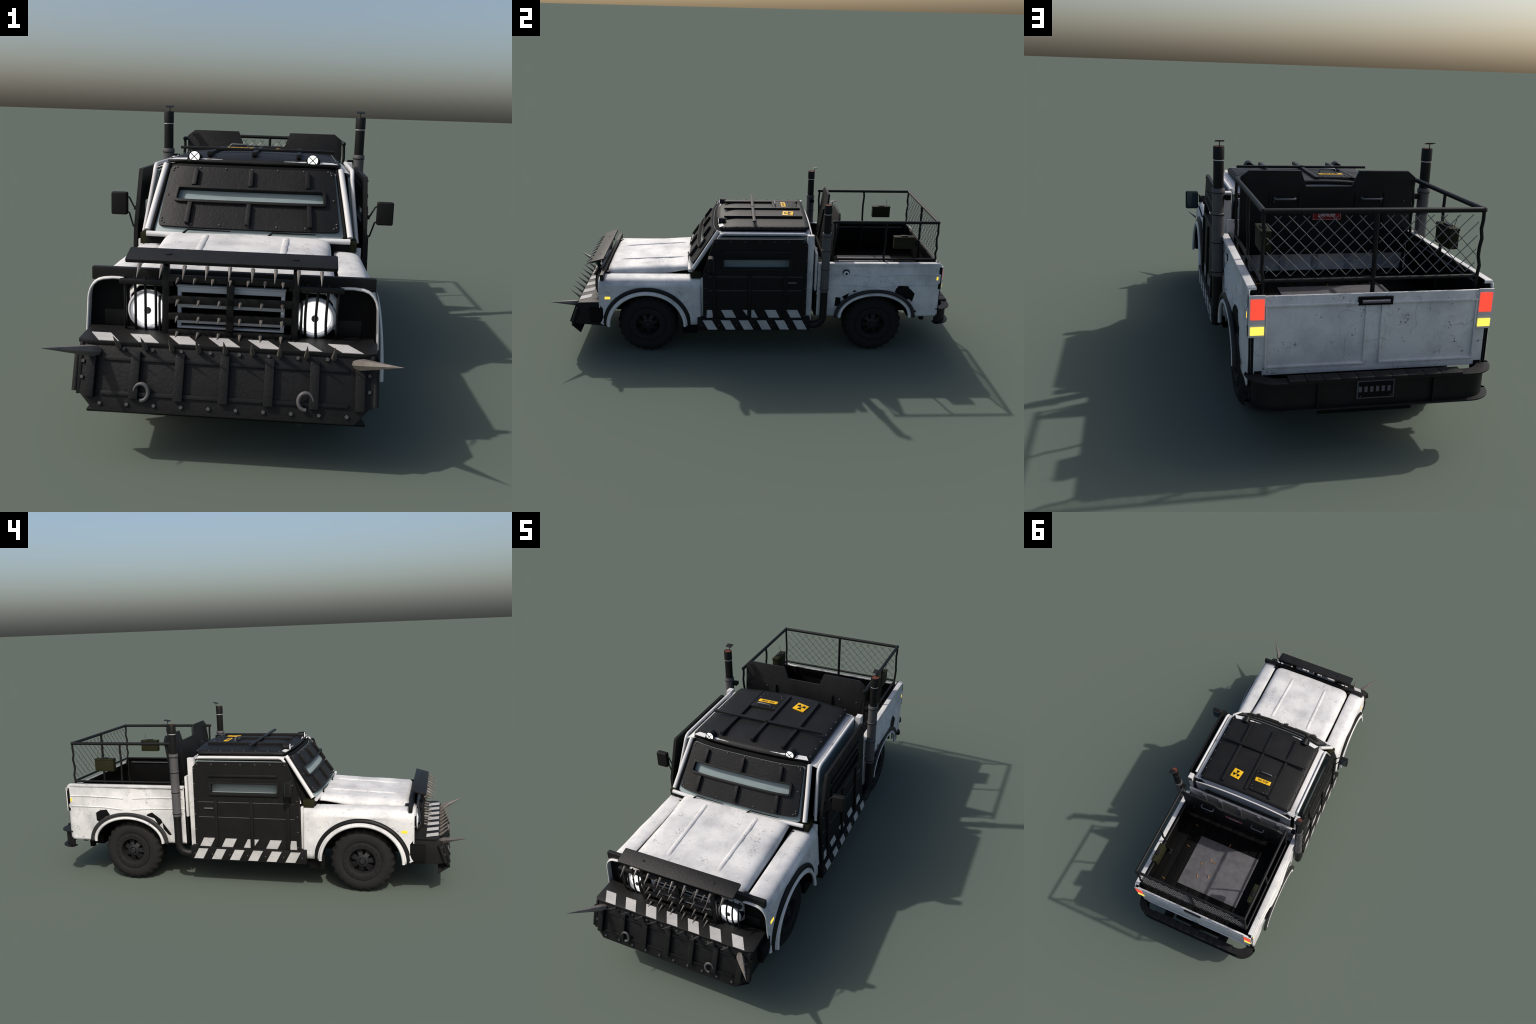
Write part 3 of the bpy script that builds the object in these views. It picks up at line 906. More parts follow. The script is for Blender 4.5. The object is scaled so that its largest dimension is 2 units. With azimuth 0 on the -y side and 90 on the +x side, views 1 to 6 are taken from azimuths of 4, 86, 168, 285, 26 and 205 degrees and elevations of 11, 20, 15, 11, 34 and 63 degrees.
for i in range(21):
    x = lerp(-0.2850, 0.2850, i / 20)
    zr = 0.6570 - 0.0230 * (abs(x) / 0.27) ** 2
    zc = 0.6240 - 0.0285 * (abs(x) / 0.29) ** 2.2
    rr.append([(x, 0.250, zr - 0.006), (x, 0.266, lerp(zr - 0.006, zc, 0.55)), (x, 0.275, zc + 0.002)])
shell("rear_roof_edge", rr, 0.003, DIMMED_WHITE, cab)
# rear window and its guard
box2("rear_window", (-0.225, 0.2825, 0.470), (0.225, 0.2850, 0.5850), GLASS, cab, 0.001)
box2("cab_back", (-0.2900, 0.2700, 0.46), (0.2900, 0.2838, 0.6020), DIMMED_WHITE, cab, 0.003)
box2("cab_back", (-0.3075, 0.2700, 0.20), (0.3075, 0.2836, 0.4605), DIMMED_WHITE, cab, 0.001)
boxes("window_guard", [((-0.225, 0.2865, 0.548), (0.225, 0.2940, 0.5575))] + [((x - 0.003, 0.2865, 0.495), (x + 0.003, 0.2915, 0.551)) for x in (-0.132, -0.066, 0.0, 0.066, 0.132)] + [((s * 0.205, 0.284, 0.538), (s * 0.228, 0.297, 0.562)) for s in (1, -1)], STEEL, cab)

# ------------------------------------------------------------------ roof armour
ra = group("roof_armor")
def roof_z(x, y):
    """Crowned sheet that droops towards the windscreen."""
    c = 0.6610 - 0.0175 * (abs(x) / 0.264) ** 2
    e = max(0.0, abs(x) - 0.258) / 0.0145
    c -= 0.004 * e * e
    d = max(0.0, (-0.095 - y) / 0.095)
    return c - (0.0195 - 0.015 * (abs(x) / 0.264) ** 2) * d ** 1.6

rows = []
for i in range(21):
    y = lerp(-0.1785, 0.2630, i / 20)
    row = []
    for j in range(25):
        half = 0.2725
        e = min(i, 20 - i)
        if e == 0:
            half -= 0.010
        u = lerp(-1, 1, j / 24)
        x = half * u
        y2 = y - 0.017 * (1 - u * u) * (1 - i / 20) ** 3
        row.append((x, y2, roof_z(x, y2)))
    rows.append(row)
bm = bmesh.new()
grid_surface(bm, rows)
me = to_mesh(bm, "roof_sheet", 40)
o = link("roof_sheet", me, ARMOUR, ra)
md = o.modifiers.new("thickness", "SOLIDIFY"); md.thickness, md.offset = 0.0105, -1.0
# make sure that the thickness grows downwards
if me.polygons[0].normal.z < 0:
    md.offset = 1.0
for x in (-0.1400, 0.0, 0.1400):
    box2("roof_bar", (x - 0.0075, -0.1570, 0.6575 - 0.004 * abs(x) / 0.14), (x + 0.0075, 0.2400, 0.6705 - 0.003 * abs(x) / 0.14), STEEL, ra, 0.002)
    boxes("bar_foot", [((x - 0.005, yy - 0.012, roof_z(x, yy) - 0.002), (x + 0.005, yy + 0.012, 0.656)) for yy in (-0.13, 0.20)], STEEL, ra)
box2("roof_cross_bar", (-0.2560, -0.0155, 0.6655), (0.2560, -0.0005, 0.6745), STEEL, ra, 0.002)
box2("bar_joint", (-0.006, -0.0145, 0.6700), (0.006, -0.0025, 0.6752), BLACK, ra, 0.0005)
for s in (1, -1):
    for k in range(8):
        y = 0.2545 - 0.0578 * k
        x = s * 0.2600
        shared("bolt", BOLT_M, None, ra, align((s * 0.19, 0, 1), (x, y, roof_z(x, y))))
    # bare white paint showing at the front corners of the roof
    for poly in ([(0.2060, -0.1865), (0.2080, -0.1640), (0.2460, -0.1580), (0.2620, -0.1790)], [(0.1280, -0.1800), (0.1620, -0.1720), (0.1660, -0.1800), (0.150, -0.1830)], [(0.095, -0.1820), (0.128, -0.178), (0.132, -0.182)]):
        bmg = bmesh.new()
        f = bmg.faces.new([bmg.verts.new((s * x, y, roof_z(x, y) + 0.0006)) for x, y in poly])
        ex = bmesh.ops.extrude_face_region(bmg, geom=[f])
        bmesh.ops.translate(bmg, vec=(0, 0, 0.0012), verts=[g for g in ex["geom"] if isinstance(g, bmesh.types.BMVert)])
        finish(bmg, "bare_paint", TRIM, ra)
    # spot lamps
    c = Vector((s * 0.1835, -0.1840, 0.6515))
    N = Vector((0, -1, 0.04)).normalized()
    lathe("spot_lamp", [(0, -0.034), (0.0150, -0.034), (0.0175, -0.031), (0.0186, -0.002), (0.0186, 0.0012), (0.0165, 0.0012), (0.0165, -0.003), (0, -0.003)], c, N, STEEL, ra, 28)
    lathe("spot_glass", [(0.0158, -0.0025), (0.0158, 0.0), (0.010, 0.0022), (0, 0.003)], c, N, WHITE_GLOW, ra, 28)
    for a in (45, -45):
        box("spot_cross", c + N * 0.0042, (0.033, 0.002, 0.0024), BLACK, ra, 0, Matrix.Rotation(math.radians(a), 4, "Y"))
    lathe("spot_boss", [(0.0022, 0), (0.0022, 0.0054), (0, 0.0056)], c, N, BLACK, ra, 10)
    tube("spot_bracket", [c + Vector((dx, 0.014, dz)) for dx, dz in ((-0.0210, 0.003), (-0.0210, -0.012), (-0.008, -0.0195), (0.008, -0.0195), (0.0210, -0.012), (0.0210, 0.003))], 0.0022, STEEL, ra, 6)
# hatch with handle and warning plate
hz = 0.6605
box2("hatch", (-0.1310, 0.0985, 0.650), (-0.0090, 0.2275, hz + 0.0065), DOORARM, ra, 0.0018)
Ft = Frame((0, 0, 0), (-1, 0, 0), (0, -1, 0))
for x, y in ((-0.022, 0.112), (-0.022, 0.155), (-0.022, 0.200), (-0.118, 0.185), (-0.118, 0.214), (-0.100, 0.2185), (-0.030, 0.2185), (-0.119, 0.108)):
    shared("bolt", BOLT_S, None, ra, Matrix.Translation((x, y, hz + 0.0065)))
tube("hatch_handle", [(-0.040, 0.1120, hz + 0.005), (-0.040, 0.1120, hz + 0.016), (-0.045, 0.1120, hz + 0.020), (-0.097, 0.1115, hz + 0.020), (-0.102, 0.1115, hz + 0.016), (-0.102, 0.1115, hz + 0.005)], 0.0026, CHROME, ra, 8)
tubes("hatch_hinge", [[(-0.118, 0.2320, hz), (-0.088, 0.2320, hz)], [(-0.052, 0.2320, hz), (-0.022, 0.2320, hz)], [(-0.09, 0.2310, hz - 0.002), (-0.05, 0.2310, hz - 0.002)]], 0.0024, BLACK, ra, 6)
Fn = Frame((-0.0705, 0.1572, hz + 0.0065), (-1, -0.012, 0), (0.012, -1, 0))
plate("warning_plate", Fn, [(-0.0445, -0.0115), (0.0445, -0.0115), (0.0445, 0.0115), (-0.0445, 0.0115)], YELLOW, ra, 0, 0.0016, bevel=0.0004)
text("warning_text", "NO STEP", Fn, 0.0165, INK, ra, 0.0016, 0.0004, 0.060, 0.0005)
ang = math.radians(8)
Fr = Frame((0.0830, 0.1705, roof_z(0.083, 0.17) + 0.0035), (-math.cos(ang), math.sin(ang), 0.10), (-math.sin(ang), -math.cos(ang), 0))
plate("hazard_plate", Fr, [(-0.0272, -0.0272), (0.0272, -0.0272), (0.0272, 0.0272), (-0.0272, 0.0272)], YELLOW, ra, -0.003, 0.0016, bevel=0.0004)
for k in range(3):
    a0 = math.radians(90 + 120 * k - 30)
    poly = [(0.0055 * math.cos(a0 + i * PI / 3 / 4), 0.0055 * math.sin(a0 + i * PI / 3 / 4)) for i in range(5)]
    poly += [(0.0205 * math.cos(a0 + i * PI / 3 / 6), 0.0205 * math.sin(a0 + i * PI / 3 / 6)) for i in range(6, -1, -1)]
    plate("hazard_blade", Fr, poly, INK, ra, 0.0016, 0.0022)
plate("hazard_dot", Fr, [(0.0036 * math.cos(2 * PI * i / 12), 0.0036 * math.sin(2 * PI * i / 12)) for i in range(12)], INK, ra, 0.0016, 0.0022)

# ------------------------------------------------------------------ armoured doors
for s in (1, -1):
    d = group("door_armor")
    lean = Vector((s * -0.0085, 0, 0.41))
    Fd = Frame((s * 0.3615, 0, 0.197), Vector((0, s, 0)), lean)     # outward normal is +x or -x
    def P(y, z):
        return (s * y, (z - 0.197) * 1.0)
    outer = [P(*q) for q in ((-0.2585, 0.197), (-0.2585, 0.4370), (-0.2035, 0.6040), (-0.1990, 0.6090), (0.2290, 0.6090), (0.2510, 0.5840), (0.2525, 0.197))]
    slit = rounded([P(*q) for q in ((-0.1560, 0.4630), (0.1625, 0.4630), (0.1625, 0.5065), (-0.1560, 0.5065))], 0.004, 3)
    if s > 0:
        outer = outer
    plate("door_sheet", Fd, outer, DOORARM, d, -0.012, 0.0, holes=[slit], smooth=30)
    so = rounded([P(*q) for q in ((-0.1640, 0.4510), (0.1735, 0.4510), (0.1735, 0.5140), (-0.1640, 0.5140))], 0.009, 4)
    si = rounded([P(*q) for q in ((-0.1555, 0.4632), (0.1620, 0.4632), (0.1620, 0.5063), (-0.1555, 0.5063))], 0.006, 4)
    plate("slit_frame", Fd, so, ARMOUR, d, 0.0, 0.0085, holes=[si], bevel=0.0012, smooth=40)
    plate("door_bar", Fd, [P(*q) for q in ((-0.1590, 0.5400), (0.1750, 0.5400), (0.1750, 0.5515), (-0.1590, 0.5515))], ARMOUR, d, 0.0, 0.0075, bevel=0.0015)
    for y in (-0.2030, -0.0300, 0.1430):
        plate("door_rib", Fd, [P(*q) for q in ((y - 0.0078, 0.203), (y + 0.0078, 0.203), (y + 0.0078, 0.4305), (y - 0.0078, 0.4305))], DOORARM, d, 0.0, 0.0085, bevel=0.0015)
    for z in (0.4175, 0.3450):
        plate("door_seam", Fd, [P(*q) for q in ((-0.2330, z - 0.0011), (0.2295, z - 0.0011), (0.2295, z + 0.0011), (-0.2330, z + 0.0011))], TAGGREY, d, 0.0, 0.0014)
    plate("door_handle", Fd, [P(*q) for q in ((0.1565, 0.3845), (0.2005, 0.3845), (0.2005, 0.3905), (0.1565, 0.3905))], CHROME, d, 0.0, 0.006, bevel=0.0012)
    bp = [(-0.1944 + 0.0704 * k, 0.5970) for k in range(7)]
    bp += [(0.2470, 0.5772 - 0.0735 * k) for k in range(6)]
    bp += [(-0.2470, 0.4301 - 0.0730 * k) for k in range(4)] + [(-0.2265, 0.5045)]
    for y, z in bp:
        a, b = P(y, z)
        shared("bolt", BOLT_M, None, d, align(Fd.n, Fd(a, b, 0)))
    # white hazard bars along the foot of the door
    def bar(q):
        plate("stripe", Fd, [P(*w) for w in q], STRIPE, d, 0.0, 0.0013)
    for k in range(4):
        y0 = 0.2091 - 0.1084 * k
        w = 0.0545
        low = 0.0212
        q = [(y0, 0.2428), (y0 - w, 0.2428), (y0 - w + low, 0.2015), (y0 + low, 0.2015)]
        if k == 0:                                   # cut by the rib
            q = [(y0, 0.2428), (0.1535, 0.2428), (0.1535, 0.2350), (0.1720, 0.2015), (y0 + low, 0.2015)]
            bar([(y0, 0.2428), (0.1545, 0.2428), (0.1765, 0.2015), (y0 + low, 0.2015)])
        elif k == 2:
            bar([(y0, 0.2428), (-0.0200, 0.2428), (-0.0200, 0.2015), (y0 + low, 0.2015)])
            bar([(-0.0400, 0.2428), (y0 - w, 0.2428), (-0.0400, 0.2110)])
        else:
            bar(q)
    bar([(-0.2150, 0.2428), (-0.2400, 0.2428), (-0.2420, 0.2015), (-0.2080, 0.2015)])
    # mirror on two bent arms
    m = group("side_mirror")
    box("mirror_case", (s * 0.4100, -0.2195, 0.5015), (0.0505, 0.0240, 0.0710), DOORARM, m, 0.007, seg=3)
    box("mirror_glass", (s * 0.4100, -0.2072, 0.5015), (0.0420, 0.0020, 0.0620), SIDEGLASS, m, 0.0005)
    tube("mirror_arm", [(s * 0.3600, -0.2245, 0.4890), (s * 0.3640, -0.2243, 0.4920), (s * 0.3790, -0.2220, 0.5200), (s * 0.3880, -0.2205, 0.5235)], 0.0026, STEEL, m, 8)
    tube("mirror_arm", [(s * 0.3610, -0.2205, 0.4270), (s * 0.3670, -0.2200, 0.4300), (s * 0.3800, -0.2200, 0.4720), (s * 0.3880, -0.2195, 0.4770)], 0.0026, STEEL, m, 8)
    for z in (0.4890, 0.4275):
        box("mirror_foot", (s * 0.3610, -0.2235, z), (0.006, 0.010, 0.012), STEEL, m, 0.001)
    # running board
    rb = group("running_board")
    box2("board", (s * 0.335, -0.2870, 0.1375), (s * 0.3750, 0.2735, 0.2015), DOORARM, rb, 0.002)
    Fb = Frame((s * 0.3750, 0, 0), (0, s, 0), (0, 0, 1))
    for k in range(6):
        y0 = 0.2325 - 0.0895 * k
        plate("stripe", Fb, [(s * y, z) for y, z in ((y0, 0.1930), (y0 - 0.0465, 0.1930), (y0 - 0.0195, 0.1428), (y0 + 0.0275, 0.1428))], STRIPE, rb, 0.0, 0.0013)
    for k in range(7):
        shared("bolt", BOLT_M, None, rb, align(Fb.n, (s * 0.3750, 0.2535 - 0.0868 * k, 0.1662)))

# ------------------------------------------------------------------ exhaust stacks
for s in (1, -1):
    e = group("exhaust_stack")
    c = Vector((s * 0.3638, 0.3385, 0))
    lathe("stack_muffler", [(0.0180, 0.3440), (0.0200, 0.3450), (0.0205, 0.3600), (0.0222, 0.3612), (0.0222, 0.3640), (0.0205, 0.3652), (0.0205, 0.4625), (0.0221, 0.4638), (0.0221, 0.4665), (0.0205, 0.4678), (0.0205, 0.5590), (0.0221, 0.5602), (0.0221, 0.5630), (0.0205, 0.5642), (0.0205, 0.6320), (0.0225, 0.6345), (0.0228, 0.6400), (0.0215, 0.6440), (0.0210, 0.6480), (0.0175, 0.6480)], c, Z, PIPE, e, 32)
    for z in (0.3600, 0.4627, 0.5592, 0.6338):
        lathe("stack_band", [(0.0200, z - 0.0016), (0.0224, z - 0.0016), (0.0224, z + 0.0006), (0.0200, z + 0.0006)], c, Z, BLACK, e, 32)
    lathe("stack_pipe", [(0.0168, 0.640), (0.0176, 0.645), (0.0176, 0.7395), (0.0165, 0.7400)], c, Z, STEEL, e, 28)
    lathe("stack_ring", [(0.0168, 0.7395), (0.0171, 0.7408), (0.0171, 0.7424), (0.0168, 0.7432)], c, Z, TRIM, e, 28)
    lathe("stack_tip", [(0.0165, 0.7425), (0.0188, 0.7440), (0.0188, 0.7850), (0.0180, 0.7870), (0.0166, 0.7868), (0.0164, 0.782)], c, Z, STEEL, e, 28)
    lathe("stack_bore", [(0.0167, 0.7855), (0, 0.7848)], c, Z, RUST, e, 28)
    pts = [(c.x, c.y, 0.350), (c.x, c.y, 0.215), (c.x, c.y - 0.004, 0.192), (c.x - s * 0.001, c.y - 0.018, 0.172), (c.x - s * 0.004, c.y - 0.040, 0.163), (c.x - s * 0.012, c.y - 0.080, 0.162), (c.x - s * 0.06, c.y - 0.12, 0.162)]
    tube("stack_elbow", pts, 0.0182, STEEL, e, 18)
    Fl = Frame((s * 0.3638, 0.3575, 0.8055), (1, 0, 0), (0, 1, 0.22))
    plate("rain_flap", Fl, [(-0.0150, -0.0130), (0.0150, -0.0130), (0.0150, 0.0130), (-0.0150, 0.0130)], STEEL, e, -0.0012, 0.0012, bevel=0.0004)
    tube("flap_stem", [(s * 0.3638, 0.3545, 0.770), (s * 0.3638, 0.3575, 0.805)], 0.0016, STEEL, e, 6)
    box2("stack_bracket", (s * 0.3230, 0.3310, 0.6110), (s * 0.3460, 0.3560, 0.6270), BLACK, e, 0.001)

# ------------------------------------------------------------------ cargo bed
bed = group("cargo_bed")
def bed_x(y, z, s):
    """Outer skin of the bed side: leans, swells over the arch, and is knocked about."""
    x = lerp(0.3370, 0.3450, (y - 0.307) / 0.615)
    d = math.hypot((y - 0.60) / 0.17, (z - 0.345) / 0.085)
    x += 0.0205 * math.exp(-d * d)
    p = Vector((y * 13, z * 16, 3.3 + s))
    x += noise.noise(p) * 0.0028 + noise.noise(p * 2.3) * 0.0009
    # hand-size dents
    for dy, dz, rad, a in ((0.66, 0.462, 0.040, 0.0050), (0.53, 0.465, 0.035, 0.0045), (0.735, 0.392, 0.03, 0.0040), (0.50, 0.392, 0.030, 0.0040), (0.82, 0.40, 0.03, 0.003), (0.60, 0.398, 0.022, 0.003)):
        q = math.hypot(y - dy, z - dz) / rad
        x -= a * math.exp(-q * q)
    return s * x

def bed_drop(y):
    """The pressed lines sag towards the arch."""
    return 0.0065 * math.exp(-((y - 0.597) / 0.09) ** 2)

for s in (1, -1):
    rows = []
    ys = arch_columns(0.3070, 0.9220, ARCH_R[0], ARCH_R[1], 36, 12)
    for y in ys:
        za = arch(*ARCH_R, y) or 0
        zb = 0.2015
        if y > 0.910:
            zb += (y - 0.910)
        zb = max(zb, za)
        rows.append([(bed_x(y, z, s), y, z) for z in [lerp(zb, 0.4800, i / 26) for i in range(27)]])
    shell("bed_side", rows, 0.004, WHITE, bed)
    # pressed lines
    for z in (0.4225, 0.3725):
        for ya, yb in ((0.318, 0.572), (0.622, 0.908)):
            pts = []
            for i in range(15):
                y = lerp(ya, yb, i / 14)
                zz = z + 0.004 - bed_drop(y) - (0.002 if z < 0.4 else 0)
                pts.append((bed_x(y, zz, s) + s * 0.0012, y, zz))
            tube("pressed_line", pts, 0.0040, WHITE, bed, 8)
    # top rail with a black inner edge
    box2("bed_rail", (s * 0.3245, 0.3070, 0.4745), (s * 0.3495, 0.9150, 0.4865), WHITE, bed, 0.003)
    box2("rail_rubber", (s * 0.3215, 0.312, 0.4760), (s * 0.3250, 0.9120, 0.4880), BLACK, bed, 0.001)
    box2("rail_tip", (s * 0.3250, 0.906, 0.4660), (s * 0.3400, 0.9165, 0.4780), BLACK, bed, 0.001)
    tube("rail_grip", [(s * 0.3200, 0.40, 0.468), (s * 0.3200, 0.88, 0.468)], 0.003, TAGGREY, bed, 8)
    # arch lip and riveted flare
    A = (0.5995, 0.178, 0.204, 0.122)
    tube("arch_lip", [(s * x, y, z) for x, y, z in flare_path(A, 0.0, 0.3635, 0.3635)], 0.0072, WHITE, bed, 10)
    flare_band("arch_flange", A, 0.002, 0.016, 0.3625, 0.3600, 0.003, WHITE, bed, s)
    flare_band("fender_flare", A, 0.0110, 0.0275, 0.3635, 0.3615, 0.012, FLARE, bed, s)
    for k in range(7):
        a = PI * (k + 0.35) / 6.7
        o_ = 0.018
        shared("bolt", BOLT_S, None, bed, align((s, 0, 0), (s * 0.3680, A[0] - (A[1] + o_) * math.cos(a), A[2] + (A[3] + o_) * math.sin(a))) @ Matrix.Diagonal((0.6, 0.6, 0.8, 1)))
    # liner and inner walls
    box2("bed_liner", (s * 0.3255, 0.3100, 0.3300), (s * 0.3305, 0.9150, 0.4780), LINER, bed, 0.001)
    box2("bed_underside", (s * 0.29, 0.3100, 0.3210), (s * 0.332, 0.9150, 0.3320), BLACK, bed, 0.001)
    box2("side_marker", (s * 0.3440, 0.9020, 0.3985), (s * 0.3495, 0.9110, 0.4160), SIDE_GLOW, bed, 0.0015)
    box2("lamp_backing", (s * 0.3340, 0.9125, 0.3500), (s * 0.3480, 0.9270, 0.4660), BLACK, bed, 0.001)
    rows = []
    for i in range(25):
        a = PI * i / 24
        rows.append([(s * x, A[0] - (A[1] + 0.012) * math.cos(a), A[2] + (A[3] + 0.006) * math.sin(a)) for x in (0.20, 0.27, 0.334)])
    shell("wheel_well", rows, 0.003, BLACK, bed)
    box2("well_side", (s * 0.196, 0.40, 0.17), (s * 0.202, 0.80, 0.325), BLACK, bed, 0.001)
    # tail lamps
    tl = group("tail_light")
    box2("lamp_plate", (s * 0.3030, 0.9255, 0.3500), (s * 0.3475, 0.9320, 0.4675), TRIM, tl, 0.0012)
    box2("stop_lens", (s * 0.3055, 0.9310, 0.4005), (s * 0.3430, 0.9345, 0.4575), RED_GLOW, tl, 0.0012)
    box2("indicator_lens", (s * 0.3055, 0.9310, 0.3570), (s * 0.3430, 0.9345, 0.3805), AMBER_GLOW, tl, 0.0012)
    boxes("corner_post", [((s * 0.3325, 0.9050, 0.2080), (s * 0.3375, 0.9270, 0.3500)), ((s * 0.3400, 0.9050, 0.2080), (s * 0.3440, 0.9270, 0.3500))], BLACK, bed)
    box2("post_core", (s * 0.3180, 0.8900, 0.2080), (s * 0.3400, 0.9170, 0.3500), BLACK, bed, 0.001)
    box2("post_gasket", (s * 0.3370, 0.9060, 0.2100), (s * 0.3405, 0.9240, 0.3500), CHROME, bed, 0)

def skin_patch(name, poly, s, parent, off=0.0016):
    """Bare patch that hugs the knocked-about skin."""
    bm = bmesh.new()
    f = bm.faces.new([bm.verts.new((0, y, z)) for y, z in poly])
    bmesh.ops.triangulate(bm, faces=[f])
    bmesh.ops.subdivide_edges(bm, edges=bm.edges[:], cuts=3, use_grid_fill=True)
    for v in bm.verts:
        v.co.x = bed_x(v.co.y, v.co.z, s) + s * off
    ex = bmesh.ops.extrude_face_region(bm, geom=bm.faces[:])
    bmesh.ops.translate(bm, vec=(s * 0.0012, 0, 0), verts=[g for g in ex["geom"] if isinstance(g, bmesh.types.BMVert)])
    return finish(bm, name, BLACK, parent)

for s, polys in ((1, ([(0.4011, 0.306), (0.4251, 0.3026), (0.4290, 0.2587), (0.3976, 0.2566)], [(0.4323, 0.308), (0.4665, 0.3315), (0.4521, 0.2905)], [(0.4817, 0.3376), (0.4923, 0.3483), (0.5041, 0.3396)],
                      [(0.6948, 0.3399), (0.7000, 0.356), (0.7129, 0.370), (0.7635, 0.3668), (0.7663, 0.3567), (0.7743, 0.352), (0.774, 0.342), (0.7974, 0.3279), (0.7883, 0.2825), (0.7717, 0.2974), (0.7400, 0.296)], [(0.809, 0.2381), (0.8167, 0.2243), (0.8039, 0.2244)])),
                 (-1, ([(0.7729, 0.3452), (0.7492, 0.3587), (0.7115, 0.3642), (0.6936, 0.3381), (0.7252, 0.3244), (0.7366, 0.3112), (0.7505, 0.2928), (0.7723, 0.3068)], [(0.5011, 0.3392), (0.4960, 0.347), (0.4725, 0.3557), (0.4309, 0.3215), (0.4240, 0.306), (0.4430, 0.288), (0.4629, 0.3267)], [(0.4240, 0.306), (0.3812, 0.245), (0.3880, 0.241), (0.3974, 0.2444), (0.4214, 0.2717)]))):
    for q in polys:
        skin_patch("bare_metal_patch", q, s, bed)
# filler cap on one side only
fx = bed_x(0.4474, 0.4330, 1) + 0.0045
lathe("filler_recess", [(0, 0), (0.0175, 0), (0.0180, 0.002), (0, 0.0022)], (fx - 0.001, 0.4474, 0.4360), X, BLACK, bed, 24)
lathe("filler_cap", [(0.0060, 0.001), (0.0060, 0.0065), (0.0140, 0.0060), (0.0152, 0.004), (0.0152, 0)], (fx + 0.0005, 0.4474, 0.4318), X, TRIM, bed, 28)
lathe("filler_lock", [(0.0058, 0), (0.0058, 0.0050), (0, 0.0052)], (fx + 0.0005, 0.4474, 0.4318), X, BLACK, bed, 16)
box2("filler_lid", (fx - 0.002, 0.434, 0.4545), (fx + 0.0030, 0.461, 0.4585), TRIM, bed, 0.001)

# floor planks, steel plate, bulkhead
for k in range(9):
    x0 = -0.3255 + k * 0.651 / 9
    box2("floor_plank", (x0 + 0.0015, 0.3120, 0.3255), (x0 + 0.651 / 9 - 0.0012, 0.9130, 0.3352 + 0.0014 * (k % 2)), LINER, bed, 0.0015)
boxes("floor_rib", [((x - 0.0022, 0.3130, 0.334), (x + 0.0022, 0.9120, 0.3385)) for x in [-0.3255 + 0.651 / 9 * (k + 0.5) for k in range(9)] if abs(x) > 0.19] + [((x - 0.0022, 0.3130, 0.334), (x + 0.0022, 0.4790, 0.3385)) for x in (-0.145, -0.072, 0.0, 0.072, 0.145)] + [((x - 0.0022, 0.7860, 0.334), (x + 0.0022, 0.9120, 0.3385)) for x in (-0.145, -0.072, 0.0, 0.072, 0.145)], LINER, bed)
box2("floor_base", (-0.325, 0.3110, 0.3220), (0.325, 0.9140, 0.3300), BLACK, bed, 0)
box2("floor_plate", (-0.1810, 0.4800, 0.3362), (0.1825, 0.7840, 0.3412), PLATE, bed, 0.001)
for x in (-0.172, 0.1735):
    for y in (0.489, 0.775):
        shared("bolt", BOLT_S, None, bed, Matrix.Translation((x, y, 0.3405)) @ Matrix.Diagonal((0.7, 0.7, 0.4, 1)))
box2("bulkhead", (-0.3280, 0.2930, 0.3340), (0.3280, 0.3050, 0.5310), WHITE, bed, 0.0015)
box2("bulkhead_foot", (-0.3300, 0.2960, 0.2000), (0.3300, 0.3070, 0.3340), BLACK, bed, 0.001)
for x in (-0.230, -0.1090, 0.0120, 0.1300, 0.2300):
    box2("bulkhead_rib", (x - 0.0110, 0.3045, 0.3520), (x + 0.0110, 0.3120, 0.5260), DIMMED_WHITE, bed, 0.001)
box2("gate_liner", (-0.3250, 0.9165, 0.3300), (0.3250, 0.9188, 0.4600), LINER, bed, 0.001)
box2("bulkhead_liner", (-0.3250, 0.3125, 0.3300), (0.3250, 0.3150, 0.3480), LINER, bed, 0.0005)
# tailgate
tg = group("tailgate")
box2("gate_panel", (-0.3315, 0.9190, 0.2385), (0.3315, 0.9280, 0.4640), WHITE, tg, 0.002)
for xa, xb in ((-0.3010, -0.0190), (0.0215, 0.3020)):
    za, zb = 0.2600, 0.4360
    for i, (lo, hi) in enumerate((((xa, za), (xb, za + 0.006)), ((xa, za), (xa + 0.005, zb)), ((xb - 0.005, za), (xb, zb)))):
        box2("gate_rib", (lo[0], 0.9265, lo[1]), (hi[0], 0.9325 + 0.0002 * i, hi[1]), WHITE, tg, 0.0012)
box2("gate_rib", (-0.3025, 0.9265, 0.4345), (0.3025, 0.9332, 0.4405), WHITE, tg, 0.0012)
box2("handle_plate", (-0.0505, 0.9270, 0.4310), (0.0490, 0.9335, 0.4555), BLACK, tg, 0.002)
tube("gate_handle", [(-0.0400, 0.9350, 0.4425), (0.0385, 0.9350, 0.4425)], 0.0048, CHROME, tg, 10)
for s in (1, -1):
    box2("gate_hinge", (s * 0.3085, 0.915, 0.2330), (s * 0.3285, 0.931, 0.2520), BLACK, tg, 0.001)

